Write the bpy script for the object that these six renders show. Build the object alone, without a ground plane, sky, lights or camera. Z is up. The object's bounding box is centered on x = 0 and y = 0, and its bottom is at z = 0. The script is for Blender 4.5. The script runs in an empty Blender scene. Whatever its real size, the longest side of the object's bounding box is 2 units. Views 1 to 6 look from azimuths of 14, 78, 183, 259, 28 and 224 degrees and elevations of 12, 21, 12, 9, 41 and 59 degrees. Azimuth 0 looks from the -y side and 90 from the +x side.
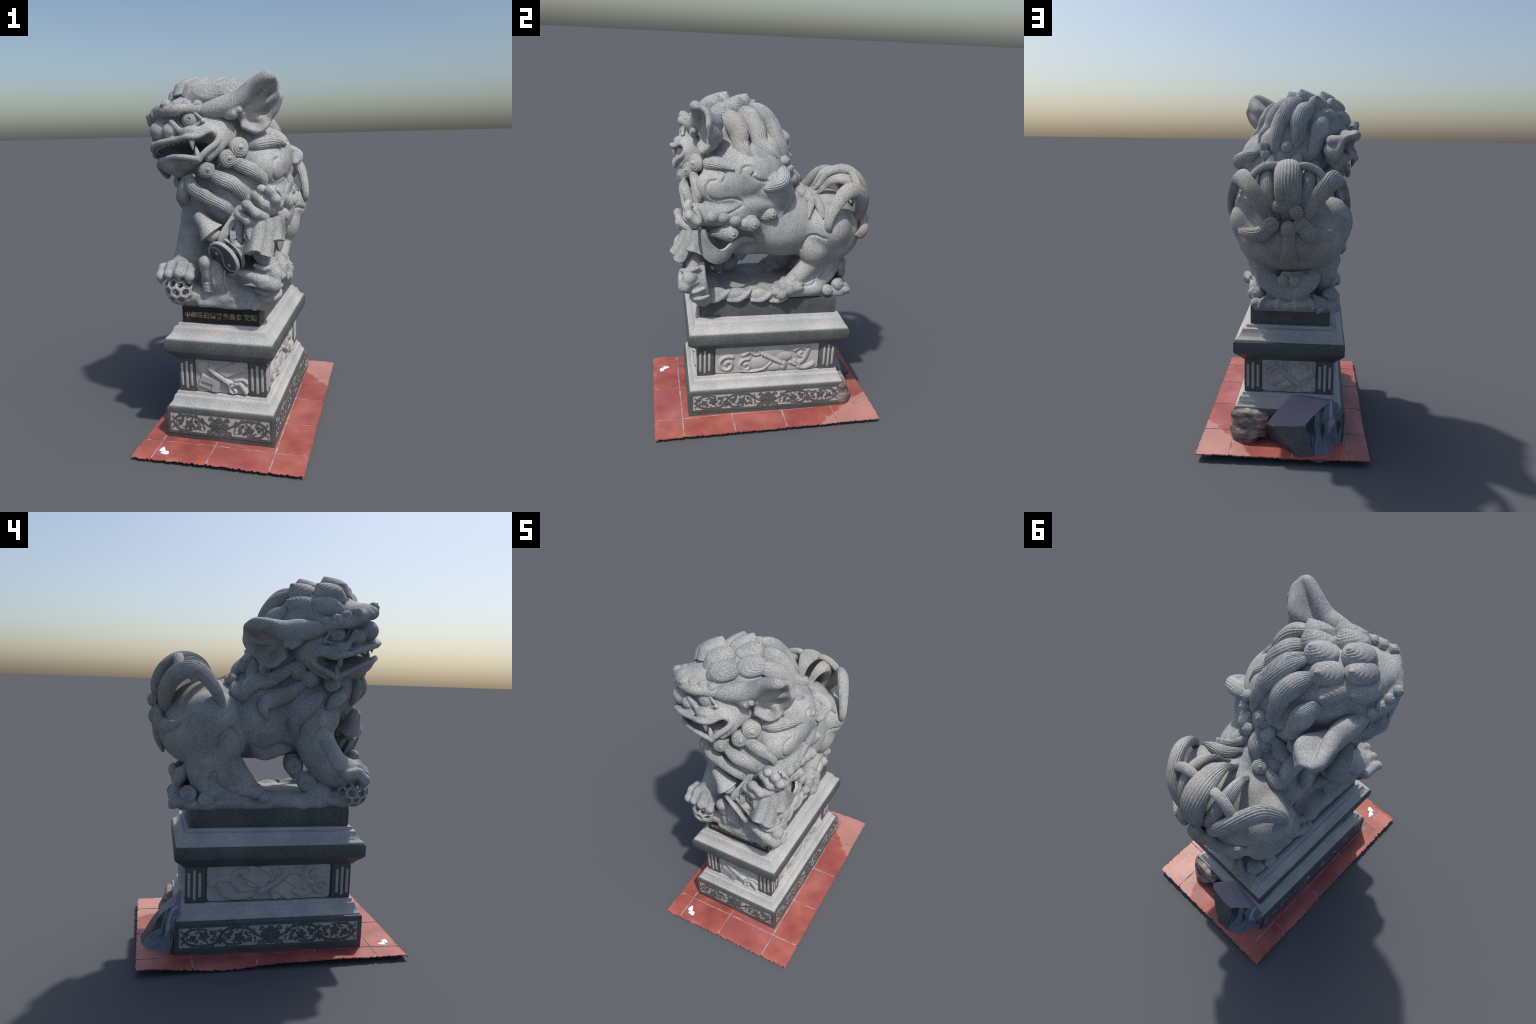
# Stone guardian lion on a moulded granite pedestal, standing on red floor tiles.
import bpy, bmesh, math, random
import numpy as np
from mathutils import Vector, Matrix
from mathutils.bvhtree import BVHTree

random.seed(7)
RNG = np.random.default_rng(7)
V = lambda *a: np.array(a, dtype=float)

# ------------------------------------------------------------------ materials
def nodes_of(name, rough=0.75, spec=0.3):
    m = bpy.data.materials.new(name); m.use_nodes = True
    nt = m.node_tree; b = nt.nodes['Principled BSDF']
    b.inputs['Roughness'].default_value = rough
    b.inputs['Specular IOR Level'].default_value = spec
    return m, nt, b

def N(nt, kind, **kw):
    n = nt.nodes.new(kind)
    for k, v in kw.items():
        if k in n.inputs: n.inputs[k].default_value = v
        else: setattr(n, k, v)
    return n

def ramp(nt, src, stops):
    r = nt.nodes.new('ShaderNodeValToRGB')
    e = r.color_ramp.elements
    while len(e) < len(stops): e.new(0.5)
    for el, (p, c) in zip(e, stops):
        el.position = p; el.color = (*c, 1) if len(c) == 3 else c
    nt.links.new(src, r.inputs['Fac'])
    return r.outputs['Color']

def mix(nt, fac, a, b, mode='MIX'):
    n = nt.nodes.new('ShaderNodeMix'); n.data_type = 'RGBA'; n.blend_type = mode
    for s, val in ((n.inputs[0], fac), (n.inputs[6], a), (n.inputs[7], b)):
        if hasattr(val, 'is_output'): nt.links.new(val, s)
        else: s.default_value = val if not isinstance(val, tuple) else ((*val, 1) if len(val) == 3 else val)
    return n.outputs[2]

def coords(nt, scale=(1, 1, 1)):
    tc = nt.nodes.new('ShaderNodeTexCoord'); mp = nt.nodes.new('ShaderNodeMapping')
    mp.inputs['Scale'].default_value = scale
    nt.links.new(tc.outputs['Object'], mp.inputs['Vector'])
    return mp.outputs['Vector']

def noise(nt, vec, scale, detail=4, rough=0.6):
    n = N(nt, 'ShaderNodeTexNoise', Scale=scale, Detail=detail, Roughness=rough)
    nt.links.new(vec, n.inputs['Vector'])
    return n.outputs['Fac']

def bump(nt, bsdf, height, strength=0.3, dist=0.003):
    b = N(nt, 'ShaderNodeBump', Strength=strength, Distance=dist)
    nt.links.new(height, b.inputs['Height']); nt.links.new(b.outputs['Normal'], bsdf.inputs['Normal'])

def stone(name, base, patch, speck_dark, speck_light, rough=0.8, speck=260, amount=0.55, warm=None, stretch=(1, 1, 1), bumpy=0.35, rear=False):
    """Speckled granite: two drifting tones, fine dark and light grains."""
    m, nt, b = nodes_of(name, rough)
    v = coords(nt, stretch)
    tone = ramp(nt, noise(nt, v, 7, 5), [(0.35, base), (0.68, patch)])
    if warm:
        tone = mix(nt, ramp(nt, noise(nt, v, 3.1, 3), [(0.58, (0, 0, 0)), (0.72, (0.6, 0.6, 0.6))]), tone, warm)
    if rear:      # brown-tinted light on the back, multiplied into the stone colour by Y
        sx = N(nt, 'ShaderNodeSeparateXYZ'); nt.links.new(v, sx.inputs[0])
        w = N(nt, 'ShaderNodeMath', operation='MULTIPLY_ADD'); nt.links.new(noise(nt, v, 5, 4), w.inputs[0]); w.inputs[1].default_value = 0.35; nt.links.new(sx.outputs['Y'], w.inputs[2])
        tone = mix(nt, ramp(nt, w.outputs[0], [(0.58, (0, 0, 0)), (0.82, (0.65, 0.65, 0.65))]), tone, mix(nt, 1.0, tone, (0.95, 0.78, 0.62), 'MULTIPLY'))
    g = noise(nt, v, speck, 3, 0.7)
    dark = ramp(nt, g, [(0.38, (amount,) * 3), (0.5, (0, 0, 0))])
    light = ramp(nt, g, [(0.53, (0, 0, 0)), (0.66, (amount,) * 3)])
    col = mix(nt, light, mix(nt, dark, tone, speck_dark), speck_light)
    nt.links.new(col, b.inputs['Base Color'])
    bump(nt, b, noise(nt, v, speck * 0.6, 4), bumpy, 0.003)
    return m

MAT_LION = stone('pale_carved_granite', (0.255, 0.268, 0.27), (0.43, 0.435, 0.425), (0.075, 0.082, 0.086), (0.70, 0.70, 0.68), warm=(0.42, 0.365, 0.315), speck=230, rear=True)
MAT_LIGHT = stone('bush_hammered_granite', (0.36, 0.365, 0.365), (0.49, 0.48, 0.46), (0.17, 0.18, 0.19), (0.74, 0.73, 0.70), warm=(0.48, 0.43, 0.38), rear=True)
MAT_DARK = stone('polished_dark_granite', (0.066, 0.076, 0.074), (0.108, 0.118, 0.113), (0.03, 0.035, 0.036), (0.26, 0.27, 0.265), rough=0.5, bumpy=0.08, rear=True)
MAT_BLACK = stone('inscribed_black_granite', (0.020, 0.020, 0.022), (0.032, 0.031, 0.032), (0.01, 0.01, 0.01), (0.10, 0.10, 0.10), rough=0.4, bumpy=0.05)

# ------------------------------------------------------------------ mesh tools
def attach(o, parent):
    if parent:
        o.parent = parent
        o.matrix_parent_inverse = Matrix.Translation(-world_loc(parent))
def world_loc(o):
    return o.location.copy()

def new_obj(name, verts, faces, mat, parent=None, smooth=True, angle=None):
    me = bpy.data.meshes.new(name)
    if isinstance(faces, np.ndarray): faces = faces.tolist()
    verts = np.asarray(verts, np.float32); size = np.array([len(f) for f in faces], np.int32)
    loops = np.fromiter((i for f in faces for i in f), np.int32, int(size.sum()))
    me.vertices.add(len(verts)); me.vertices.foreach_set('co', verts.ravel())
    me.loops.add(len(loops)); me.loops.foreach_set('vertex_index', loops)
    me.polygons.add(len(size)); me.polygons.foreach_set('loop_start', (np.cumsum(size) - size).astype(np.int32))
    me.update(calc_edges=True); me.validate()
    o = bpy.data.objects.new(name, me)
    bpy.context.collection.objects.link(o)
    if mat: me.materials.append(mat)
    me.polygons.foreach_set('use_smooth', [bool(smooth)] * len(me.polygons))
    if angle is not None:
        try: me.set_sharp_from_angle(angle=math.radians(angle))
        except Exception: pass
    attach(o, parent)
    return o

def empty(name, loc=(0, 0, 0), parent=None):
    o = bpy.data.objects.new(name, None); bpy.context.collection.objects.link(o)
    o.location = loc; o.empty_display_size = 0.1
    attach(o, parent)
    return o

class Field:
    """Signed distance field on a grid, blended from simple solids."""
    def __init__(self, lo, hi, h):
        self.lo = np.array(lo, float); self.h = h
        self.n = np.ceil((np.array(hi) - self.lo) / h).astype(int) + 1
        self.f = np.full(self.n, 1.0, np.float32)
        self.raw = np.full(self.n, 1.0, np.float32)
        self.lab = np.zeros(self.n, np.int8)
        self.tag = 0
    def block(self, lo, hi):
        a = np.maximum(np.floor((np.array(lo) - self.lo) / self.h).astype(int), 0)
        b = np.minimum(np.ceil((np.array(hi) - self.lo) / self.h).astype(int) + 1, self.n)
        if np.any(b <= a): return None, None
        g = np.meshgrid(*[(self.lo[i] + self.h * np.arange(a[i], b[i])).astype(np.float32) for i in range(3)], indexing='ij')
        return (slice(a[0], b[0]), slice(a[1], b[1]), slice(a[2], b[2])), np.stack(g, -1)
    def put(self, s, d, k, op='add'):
        f = self.f[s]
        if op == 'add':
            r = self.raw[s]; m = d < r
            self.lab[s][m] = self.tag; r[m] = d[m]
            if k > 0:
                hh = np.clip(0.5 + 0.5 * (f - d) / k, 0, 1)
                self.f[s] = f * (1 - hh) + d * hh - k * hh * (1 - hh)
            else: self.f[s] = np.minimum(f, d)
        else:
            hh = np.clip(0.5 - 0.5 * (f + d) / max(k, 1e-5), 0, 1)
            self.f[s] = f * (1 - hh) - d * hh + k * hh * (1 - hh)
    def ell(self, c, r, k=0.03, rot=None, op='add'):
        c = np.array(c, float); r = np.array(r, float); R = r.max() + k + 0.03
        s, p = self.block(c - R, c + R)
        if s is None: return
        q = p - c.astype(np.float32)
        if rot is not None: q = q @ np.asarray(rot, np.float32).T
        k0 = np.linalg.norm(q / r, axis=-1); k1 = np.linalg.norm(q / (r * r), axis=-1) + 1e-9
        self.put(s, (k0 * (k0 - 1) / k1).astype(np.float32), k, op)
    def tube(self, pts, rad, k=0.02, op='add', smooth=True):
        pts = np.array(pts, float); rad = np.full(len(pts), rad, float) if np.isscalar(rad) else np.array(rad, float)
        if smooth and len(pts) > 2: pts, rad = spline(pts, rad, 5 * (len(pts) - 1) + 1)
        R = rad.max() + k + 0.03
        s, p = self.block(pts.min(0) - R, pts.max(0) + R)
        if s is None: return
        best = np.full(p.shape[:3], 9.0, np.float32)
        o = p[0, 0, 0]
        for a, b, ra, rb in zip(pts[:-1], pts[1:], rad[:-1], rad[1:]):
            m = max(ra, rb) + k + 0.012
            i0 = np.maximum(((np.minimum(a, b) - m - o) / self.h).astype(int), 0)
            i1 = np.maximum(((np.maximum(a, b) + m - o) / self.h).astype(int) + 2, 1)
            c = tuple(slice(x, y) for x, y in zip(i0, i1)); pp = p[c]
            if pp.size == 0: continue
            ab = b - a; t = np.clip(((pp - a.astype(np.float32)) @ ab.astype(np.float32)) / (ab @ ab + 1e-12), 0, 1)
            q = pp - a.astype(np.float32) - t[..., None] * ab.astype(np.float32)
            best[c] = np.minimum(best[c], np.sqrt((q * q).sum(-1)) - (ra + (rb - ra) * t))
        self.put(s, best, k, op)
    def box(self, c, half, rnd=0.02, k=0.02, rot=None, op='add'):
        c = np.array(c, float); half = np.array(half, float); R = np.linalg.norm(half) + k + 0.03
        s, p = self.block(c - R, c + R)
        if s is None: return
        q = p - c.astype(np.float32)
        if rot is not None: q = q @ np.asarray(rot, np.float32).T
        q = np.abs(q) - (half - rnd)
        d = np.linalg.norm(np.maximum(q, 0), axis=-1) + np.minimum(q.max(-1), 0) - rnd
        self.put(s, d.astype(np.float32), k, op)
    def mesh(self):
        """Naive surface nets."""
        f = self.f; nx, ny, nz = f.shape
        ins = f < 0
        c = [ins[i:nx - 1 + i, j:ny - 1 + j, k:nz - 1 + k] for i in (0, 1) for j in (0, 1) for k in (0, 1)]
        cnt = sum(x.astype(np.int8) for x in c)
        act = (cnt > 0) & (cnt < 8)
        idx = np.full(act.shape, -1, np.int64); cells = np.argwhere(act); idx[act] = np.arange(len(cells))
        acc = np.zeros((len(cells), 3)); w = np.zeros(len(cells))
        corner = [(i, j, k) for i in (0, 1) for j in (0, 1) for k in (0, 1)]
        val = np.stack([f[cells[:, 0] + i, cells[:, 1] + j, cells[:, 2] + k] for i, j, k in corner], 1)
        for a in range(8):
            for b in range(a + 1, 8):
                ca, cb = np.array(corner[a]), np.array(corner[b])
                if np.abs(ca - cb).sum() != 1: continue
                m = (val[:, a] < 0) != (val[:, b] < 0)
                t = val[m, a] / (val[m, a] - val[m, b])
                acc[m] += ca + t[:, None] * (cb - ca); w[m] += 1
        verts = self.lo + self.h * (cells + acc / w[:, None])
        faces = []
        for ax in range(3):
            sl0 = [slice(None)] * 3; sl1 = [slice(None)] * 3
            sl0[ax] = slice(0, -1); sl1[ax] = slice(1, None)
            e = ins[tuple(sl0)] != ins[tuple(sl1)]
            pos = np.argwhere(e); o1, o2 = (ax + 1) % 3, (ax + 2) % 3
            ok = (pos[:, o1] > 0) & (pos[:, o2] > 0) & (pos[:, o1] < f.shape[o1] - 1) & (pos[:, o2] < f.shape[o2] - 1)
            pos = pos[ok]
            q = []
            for d1, d2 in ((0, 0), (-1, 0), (-1, -1), (0, -1)):
                t = pos.copy(); t[:, o1] += d1; t[:, o2] += d2
                q.append(idx[t[:, 0], t[:, 1], t[:, 2]])
            q = np.stack(q, 1)
            flip = ins[pos[:, 0], pos[:, 1], pos[:, 2]]
            q[~flip] = q[~flip][:, ::-1]
            faces.append(q)
        faces = np.concatenate(faces)
        lab = self.lab[cells[:, 0], cells[:, 1], cells[:, 2]]
        return verts, faces, lab

def spline(pts, rad, n):
    """Catmull-Rom through control points."""
    pts = np.array(pts, float); rad = np.array(rad, float)
    if rad.ndim == 1: rad = rad[:, None]
    P = np.hstack([pts, rad]); m = len(P)
    P = np.vstack([2 * P[0] - P[1], P, 2 * P[-1] - P[-2]])
    t = np.linspace(0, m - 1, n); i = np.minimum(t.astype(int), m - 2); u = (t - i)[:, None]
    a, b, c, d = P[i], P[i + 1], P[i + 2], P[i + 3]
    R = 0.5 * ((2 * b) + (c - a) * u + (2 * a - 5 * b + 4 * c - d) * u ** 2 + (-a + 3 * b - 3 * c + d) * u ** 3)
    r = R[:, 3:]
    return R[:, :3], (r[:, 0] if r.shape[1] == 1 else r)

# ------------------------------------------------------------------ head frame
HEAD = V(-0.10, -0.22, 1.74)                     # centre of the head
_f = V(-0.70, -0.714, 0); _f /= np.linalg.norm(_f)
_s = np.cross(V(0, 0, 1), _f); _roll = math.radians(14)
_l = math.cos(_roll) * _s + math.sin(_roll) * V(0, 0, 1)
HM = np.array([_f, _l, np.cross(_f, _l)])          # rows: forward, lion's left, up
def hw(*h): return HEAD + np.array(h, float) @ HM  # head coordinates -> world
def hws(pts): return [hw(*p) for p in pts]

# ------------------------------------------------------------------ body
LION = empty('guardian_lion', (-0.02, 0.0, 0.775))
LION['label'] = 'grey carved granite temple lion with curled mane'
LION['category'] = 'stone lion'

VOX = 0.005
B = Field((-0.47, -0.64, 0.74), (0.42, 0.70, 2.06), VOX)
TORSO, HEADP, FOREL, FORER, HINDL, HINDR, NECK = 1, 2, 3, 4, 5, 6, 7

B.tag = TORSO
B.ell((-0.01, 0.345, 1.225), (0.25, 0.235, 0.225), 0.05)              # rump
B.ell((-0.01, 0.10, 1.225), (0.235, 0.32, 0.20), 0.06)                # barrel
B.ell((0.035, -0.235, 1.39), (0.22, 0.245, 0.23), 0.06)                   # chest
B.ell((-0.01, 0.02, 1.40), (0.19, 0.20, 0.09), 0.06)                  # withers
B.ell((0.0, -0.14, 1.15), (0.17, 0.18, 0.11), 0.05)                   # brisket
B.ell((0.13, -0.10, 1.36), (0.15, 0.16, 0.13), 0.05)                  # left flank
B.ell((0.10, 0.07, 1.27), (0.195, 0.24, 0.19), 0.05)
B.ell((-0.02, 0.365, 1.17), (0.295, 0.232, 0.185), 0.05)              # buttocks
B.tag = NECK
B.ell((0.065, -0.17, 1.57), (0.262, 0.24, 0.20), 0.06); B.ell((0.11, -0.02, 1.47), (0.185, 0.15, 0.15), 0.05)                  # mane mass
B.ell((-0.085, -0.18, 1.53), (0.152, 0.205, 0.165), 0.05)
B.ell((0.0, -0.03, 1.62), (0.19, 0.11, 0.2), 0.06)
B.ell((-0.14, -0.33, 1.43), (0.095, 0.11, 0.13), 0.04)                  # throat
B.ell((-0.225, -0.285, 1.262), (0.048, 0.055, 0.065), 0.012)
B.tube([(0.03, -0.02, 1.58), (0.02, 0.09, 1.48), (0.0, 0.24, 1.42)], [0.11, 0.07, 0.03], 0.05)

B.ell((0.245, -0.06, 1.505), (0.070, 0.105, 0.060), 0.010); B.ell((0.255, -0.135, 1.435), (0.062, 0.075, 0.050), 0.010); B.ell((0.262, -0.02, 1.555), (0.055, 0.075, 0.05), 0.010)   # scalloped lower edge of the mane

# hind limbs
for sx, tag, fx, hx in ((1, HINDL, -0.006, -0.018), (-1, HINDR, -0.022, -0.045)):
    B.tag = tag
    X = lambda x: sx * x + fx
    B.ell((X(0.205), 0.335, 1.255), (0.125, 0.14, 0.135), 0.04)        # haunch
    B.ell((X(0.205), 0.265, 1.145), (0.092, 0.105, 0.12), 0.015)       # knee
    B.tube([(X(0.180), 0.29, 1.08), (X(0.180), 0.21, 0.97), (X(0.180), 0.14, 0.89)], [0.076, 0.058, 0.052] if sx > 0 else [0.088, 0.074, 0.062], 0.015)   # shank
    B.tube([(X(0.14) + hx * 0.6, 0.37, 1.10), (X(0.135) + hx, 0.385, 0.97), (X(0.14) + hx, 0.34, 0.88)], [0.09, 0.072, 0.058], 0.03); B.tube([(X(0.15) + hx, 0.31, 1.02), (X(0.155) + hx * 0.6, 0.27, 0.90)], [0.07, 0.058], 0.02)     # hock
    B.tube([(X(0.18), 0.30, 0.855), (X(0.185), 0.15, 0.855)], [0.05, 0.055], 0.03)
    for i, (dx, dy) in enumerate(((-0.068, 0.016), (-0.022, -0.012), (0.026, -0.012), (0.068, 0.014))):
        B.tube([(X(0.185 + dx * 0.7), 0.17 + dy, 0.885), (X(0.19 + dx), 0.10 + dy, 0.882)], [0.026, 0.026], 0.006)
        B.ell((X(0.19 + dx), 0.10 + dy, 0.880), (0.029, 0.034, 0.034), 0.003)
        B.ell((X(0.19 + dx * 1.05), 0.054 + dy, 0.852), (0.028, 0.029, 0.029), 0.003); B.tube([(X(0.19 + dx * 1.05), 0.032 + dy, 0.845), (X(0.19 + dx * 1.05), 0.022 + dy, 0.832)], [0.011, 0.005], 0.003)

# right forelimb, straight down onto the ball
B.tag = FORER
B.ell((-0.16, -0.19, 1.30), (0.105, 0.15, 0.18), 0.04)
B.tube([(-0.20, -0.18, 1.28), (-0.215, -0.22, 1.13), (-0.225, -0.30, 1.01), (-0.235, -0.39, 0.975)], [0.105, 0.105, 0.10, 0.08], 0.03)
B.ell((-0.24, -0.41, 0.985), (0.105, 0.08, 0.055), 0.02)
for x, y, z in ((-0.345, -0.415, 0.992), (-0.292, -0.432, 1.010), (-0.228, -0.450, 1.020), (-0.173, -0.445, 1.005)):
    B.tube([(x * 0.96 - 0.01, y + 0.06, z - 0.01), (x, y, z)], [0.028, 0.027], 0.006)
    B.ell((x, y - 0.004, z), (0.027, 0.030, 0.029), 0.004)
    B.tube([(x, y - 0.004, z), (x, y - 0.042, z - 0.034)], [0.024, 0.026], 0.006)
    B.ell((x, y - 0.042, z - 0.036), (0.029, 0.029, 0.029), 0.006)
    B.tube([(x, y - 0.048, z - 0.055), (x, y - 0.046, z - 0.072)], [0.013, 0.009], 0.006)

# left forelimb, lifted with the paw closed
B.tag = FOREL
B.ell((0.205, -0.26, 1.52), (0.10, 0.19, 0.12), 0.04)                  # shoulder shield
B.ell((0.22, -0.13, 1.43), (0.10, 0.13, 0.07), 0.03)
B.tube([(0.235, -0.13, 1.40), (0.235, -0.28, 1.37), (0.225, -0.44, 1.36)], [0.075, 0.075, 0.065], 0.02)
B.ell((0.247, -0.453, 1.355), (0.062, 0.045, 0.068), 0.015)
for knuckle, pad, tip in (((0.297, -0.448, 1.340), (0.296, -0.490, 1.376), (0.274, -0.498, 1.418)), ((0.270, -0.458, 1.315), (0.244, -0.498, 1.350), (0.198, -0.488, 1.394)),
                          ((0.240, -0.483, 1.285), (0.208, -0.538, 1.312), (0.164, -0.546, 1.354)), ((0.200, -0.498, 1.258), (0.162, -0.526, 1.272), (0.120, -0.530, 1.303))):
    B.tube([knuckle, pad], [0.025, 0.025], 0.006); B.tube([pad, tip], [0.022, 0.023], 0.006); B.ell(pad, (0.029, 0.026, 0.026), 0.006); B.ell(tip, (0.029, 0.026, 0.026), 0.006)
B.ell((0.225, -0.488, 1.425), (0.026, 0.026, 0.024), 0.003)
for arc in (0.0, 0.02):
    B.tube([(0.285 + arc, -0.465, 1.435 - arc), (0.302 + arc * 0.6, -0.445, 1.41 - arc), (0.308 + arc * 0.5, -0.430, 1.37 - arc), (0.307, -0.433, 1.330)], 0.010, 0.003)
B.tag = TORSO

# head
B.tag = HEADP
def hell(c, r, k=0.02, op='add'): B.ell(hw(*c), r, k, HM, op)
def hpair(c, r, k=0.02, op='add'):
    hell(c, r, k, op); hell((c[0], -c[1], c[2]), r, k, op)
def htube(p, r, k=0.01, op='add'): B.tube(hws(p), r, k, op)
def htpair(p, r, k=0.01, op='add'):
    htube(p, r, k, op); htube([(a, -b, c) for a, b, c in p], r, k, op)
hell((-0.02, 0, 0.01), (0.21, 0.22, 0.185), 0.03)             # cranium
hell((0.12, 0, 0.045), (0.188, 0.15, 0.098), 0.04)              # forehead dome
hell((0.085, 0, 0.055), (0.125, 0.18, 0.130), 0.03)             # hairline
hell((-0.06, 0, -0.10), (0.18, 0.205, 0.16), 0.03)
hell((0.13, 0, -0.06), (0.16, 0.17, 0.075), 0.03)             # muzzle bulk
hpair((0.070, 0.172, -0.09), (0.105, 0.088, 0.10), 0.02)      # cheek
hpair((0.12, 0.165, -0.035), (0.075, 0.062, 0.05), 0.02)      # flesh behind the eye
hell((0.13, 0, -0.205), (0.15, 0.155, 0.06), 0.02)            # lower jaw
hell((0.21, 0, -0.205), (0.10, 0.12, 0.045), 0.02)
hell((0.22, 0, -0.140), (0.17, 0.19, 0.034), 0.012, 'cut')     # mouth
hpair((0.165, 0.235, -0.14), (0.045, 0.09, 0.042), 0.01, 'cut')
hell((0.225, 0, -0.045), (0.085, 0.105, 0.050), 0.02)          # snout
hell((0.235, 0, -0.092), (0.108, 0.150, 0.020), 0.014)         # upper lip pad
hpair((0.215, 0.165, -0.078), (0.055, 0.058, 0.034), 0.014)    # flew
hell((0.205, 0, -0.195), (0.112, 0.140, 0.022), 0.012)         # lower lip pad
hpair((0.150, 0.14, 0.035), (0.09, 0.075, 0.035), 0.02)        # brow flesh
hell((0.302, 0, -0.024), (0.055, 0.058, 0.052), 0.005)         # nose tip
hpair((0.270, 0.075, -0.042), (0.052, 0.043, 0.043), 0.005)    # nostril wings
htpair([(0.205, 0.205, -0.098), (0.15, 0.222, -0.074), (0.095, 0.222, -0.105), (0.100, 0.215, -0.16), (0.155, 0.195, -0.205)], [0.024, 0.028, 0.032, 0.032, 0.028], 0.012)
hpair((0.168, 0.225, -0.142), (0.043, 0.12, 0.040), 0.008, 'cut')
hell((0.25, 0, -0.137), (0.14, 0.18, 0.030), 0.008, 'cut')
htpair([(0.345, 0, -0.094), (0.33, 0.07, -0.098), (0.29, 0.145, -0.106), (0.262, 0.205, -0.108), (0.215, 0.228, -0.112), (0.155, 0.246, -0.090), (0.115, 0.248, -0.115),
        (0.125, 0.246, -0.15), (0.18, 0.228, -0.187), (0.213, 0.203, -0.218)], [0.015, 0.015, 0.014, 0.014, 0.014, 0.015, 0.016, 0.016, 0.016, 0.015], 0.010)
htpair([(0.315, 0, -0.175), (0.305, 0.07, -0.178), (0.286, 0.12, -0.185), (0.245, 0.175, -0.205), (0.213, 0.203, -0.222)], 0.015, 0.012)
htpair([(0.285, 0.112, -0.008), (0.262, 0.128, -0.05), (0.25, 0.165, -0.082)], [0.014, 0.016, 0.016], 0.010)
htpair([(0.305, 0.03, 0.066), (0.295, 0.09, 0.054), (0.245, 0.155, 0.040), (0.17, 0.195, 0.028)], [0.030, 0.033, 0.031, 0.027], 0.015)  # brow
hpair((0.232, 0.155, -0.010), (0.034, 0.06, 0.030), 0.010, 'cut')
hell((0.275, 0, 0.070), (0.055, 0.075, 0.045), 0.015)
hell((0.325, 0, 0.055), (0.018, 0.020, 0.018), 0.006)
hell((0.225, 0, -0.24), (0.04, 0.05, 0.03), 0.012)             # chin knob

print('field done')
bv, bf, bl = B.mesh()
print('body', len(bv), len(bf))
PARTS = {TORSO: 'torso', NECK: 'neck', HEADP: 'head', FOREL: 'forelimb', FORER: 'forelimb', HINDL: 'hindlimb', HINDR: 'hindlimb'}

def relax(v, f, it=2, lam=0.5):
    e = np.concatenate([f[:, [0, 1]], f[:, [1, 2]], f[:, [2, 3]], f[:, [3, 0]]])
    for _ in range(it):
        ii = np.concatenate([e[:, 0], e[:, 1]]); jj = np.concatenate([e[:, 1], e[:, 0]])
        s = np.stack([np.bincount(ii, v[jj, a], len(v)) for a in range(3)], 1); c = np.bincount(ii, minlength=len(v))
        v = v + lam * (s / c[:, None] - v)
    return v
bv = relax(bv, bf, 2)

def vertex_normals(v, f):
    n = np.cross(v[f[:, 2]] - v[f[:, 0]], v[f[:, 3]] - v[f[:, 1]])
    vn = np.zeros_like(v)
    for i in range(4):
        for a in range(3): vn[:, a] += np.bincount(f[:, i], n[:, a], len(v))
    return vn / (np.linalg.norm(vn, axis=1)[:, None] + 1e-12)

def incise(v, f, lines, depth, width):
    """Cut grooves into a surface along polylines laid on it."""
    tree = BVHTree.FromPolygons([tuple(x) for x in v], [tuple(map(int, x)) for x in f]); vn = vertex_normals(v, f); off = np.zeros(len(v))
    for ln in lines:
        p, _ = spline(ln, np.zeros(len(ln)), 14 * len(ln)); p = np.array([tree.find_nearest(Vector(q))[0] for q in p])
        lo, hi = p.min(0) - 4 * width, p.max(0) + 4 * width
        near = np.where(np.all((v > lo) & (v < hi), axis=1))[0]
        d2 = np.full(len(near), 9.0)
        for q in p: d2 = np.minimum(d2, ((v[near] - q) ** 2).sum(1))
        off[near] = np.maximum(off[near], depth * np.exp(-d2 / width ** 2))
    return v - vn * off[:, None]

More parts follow.
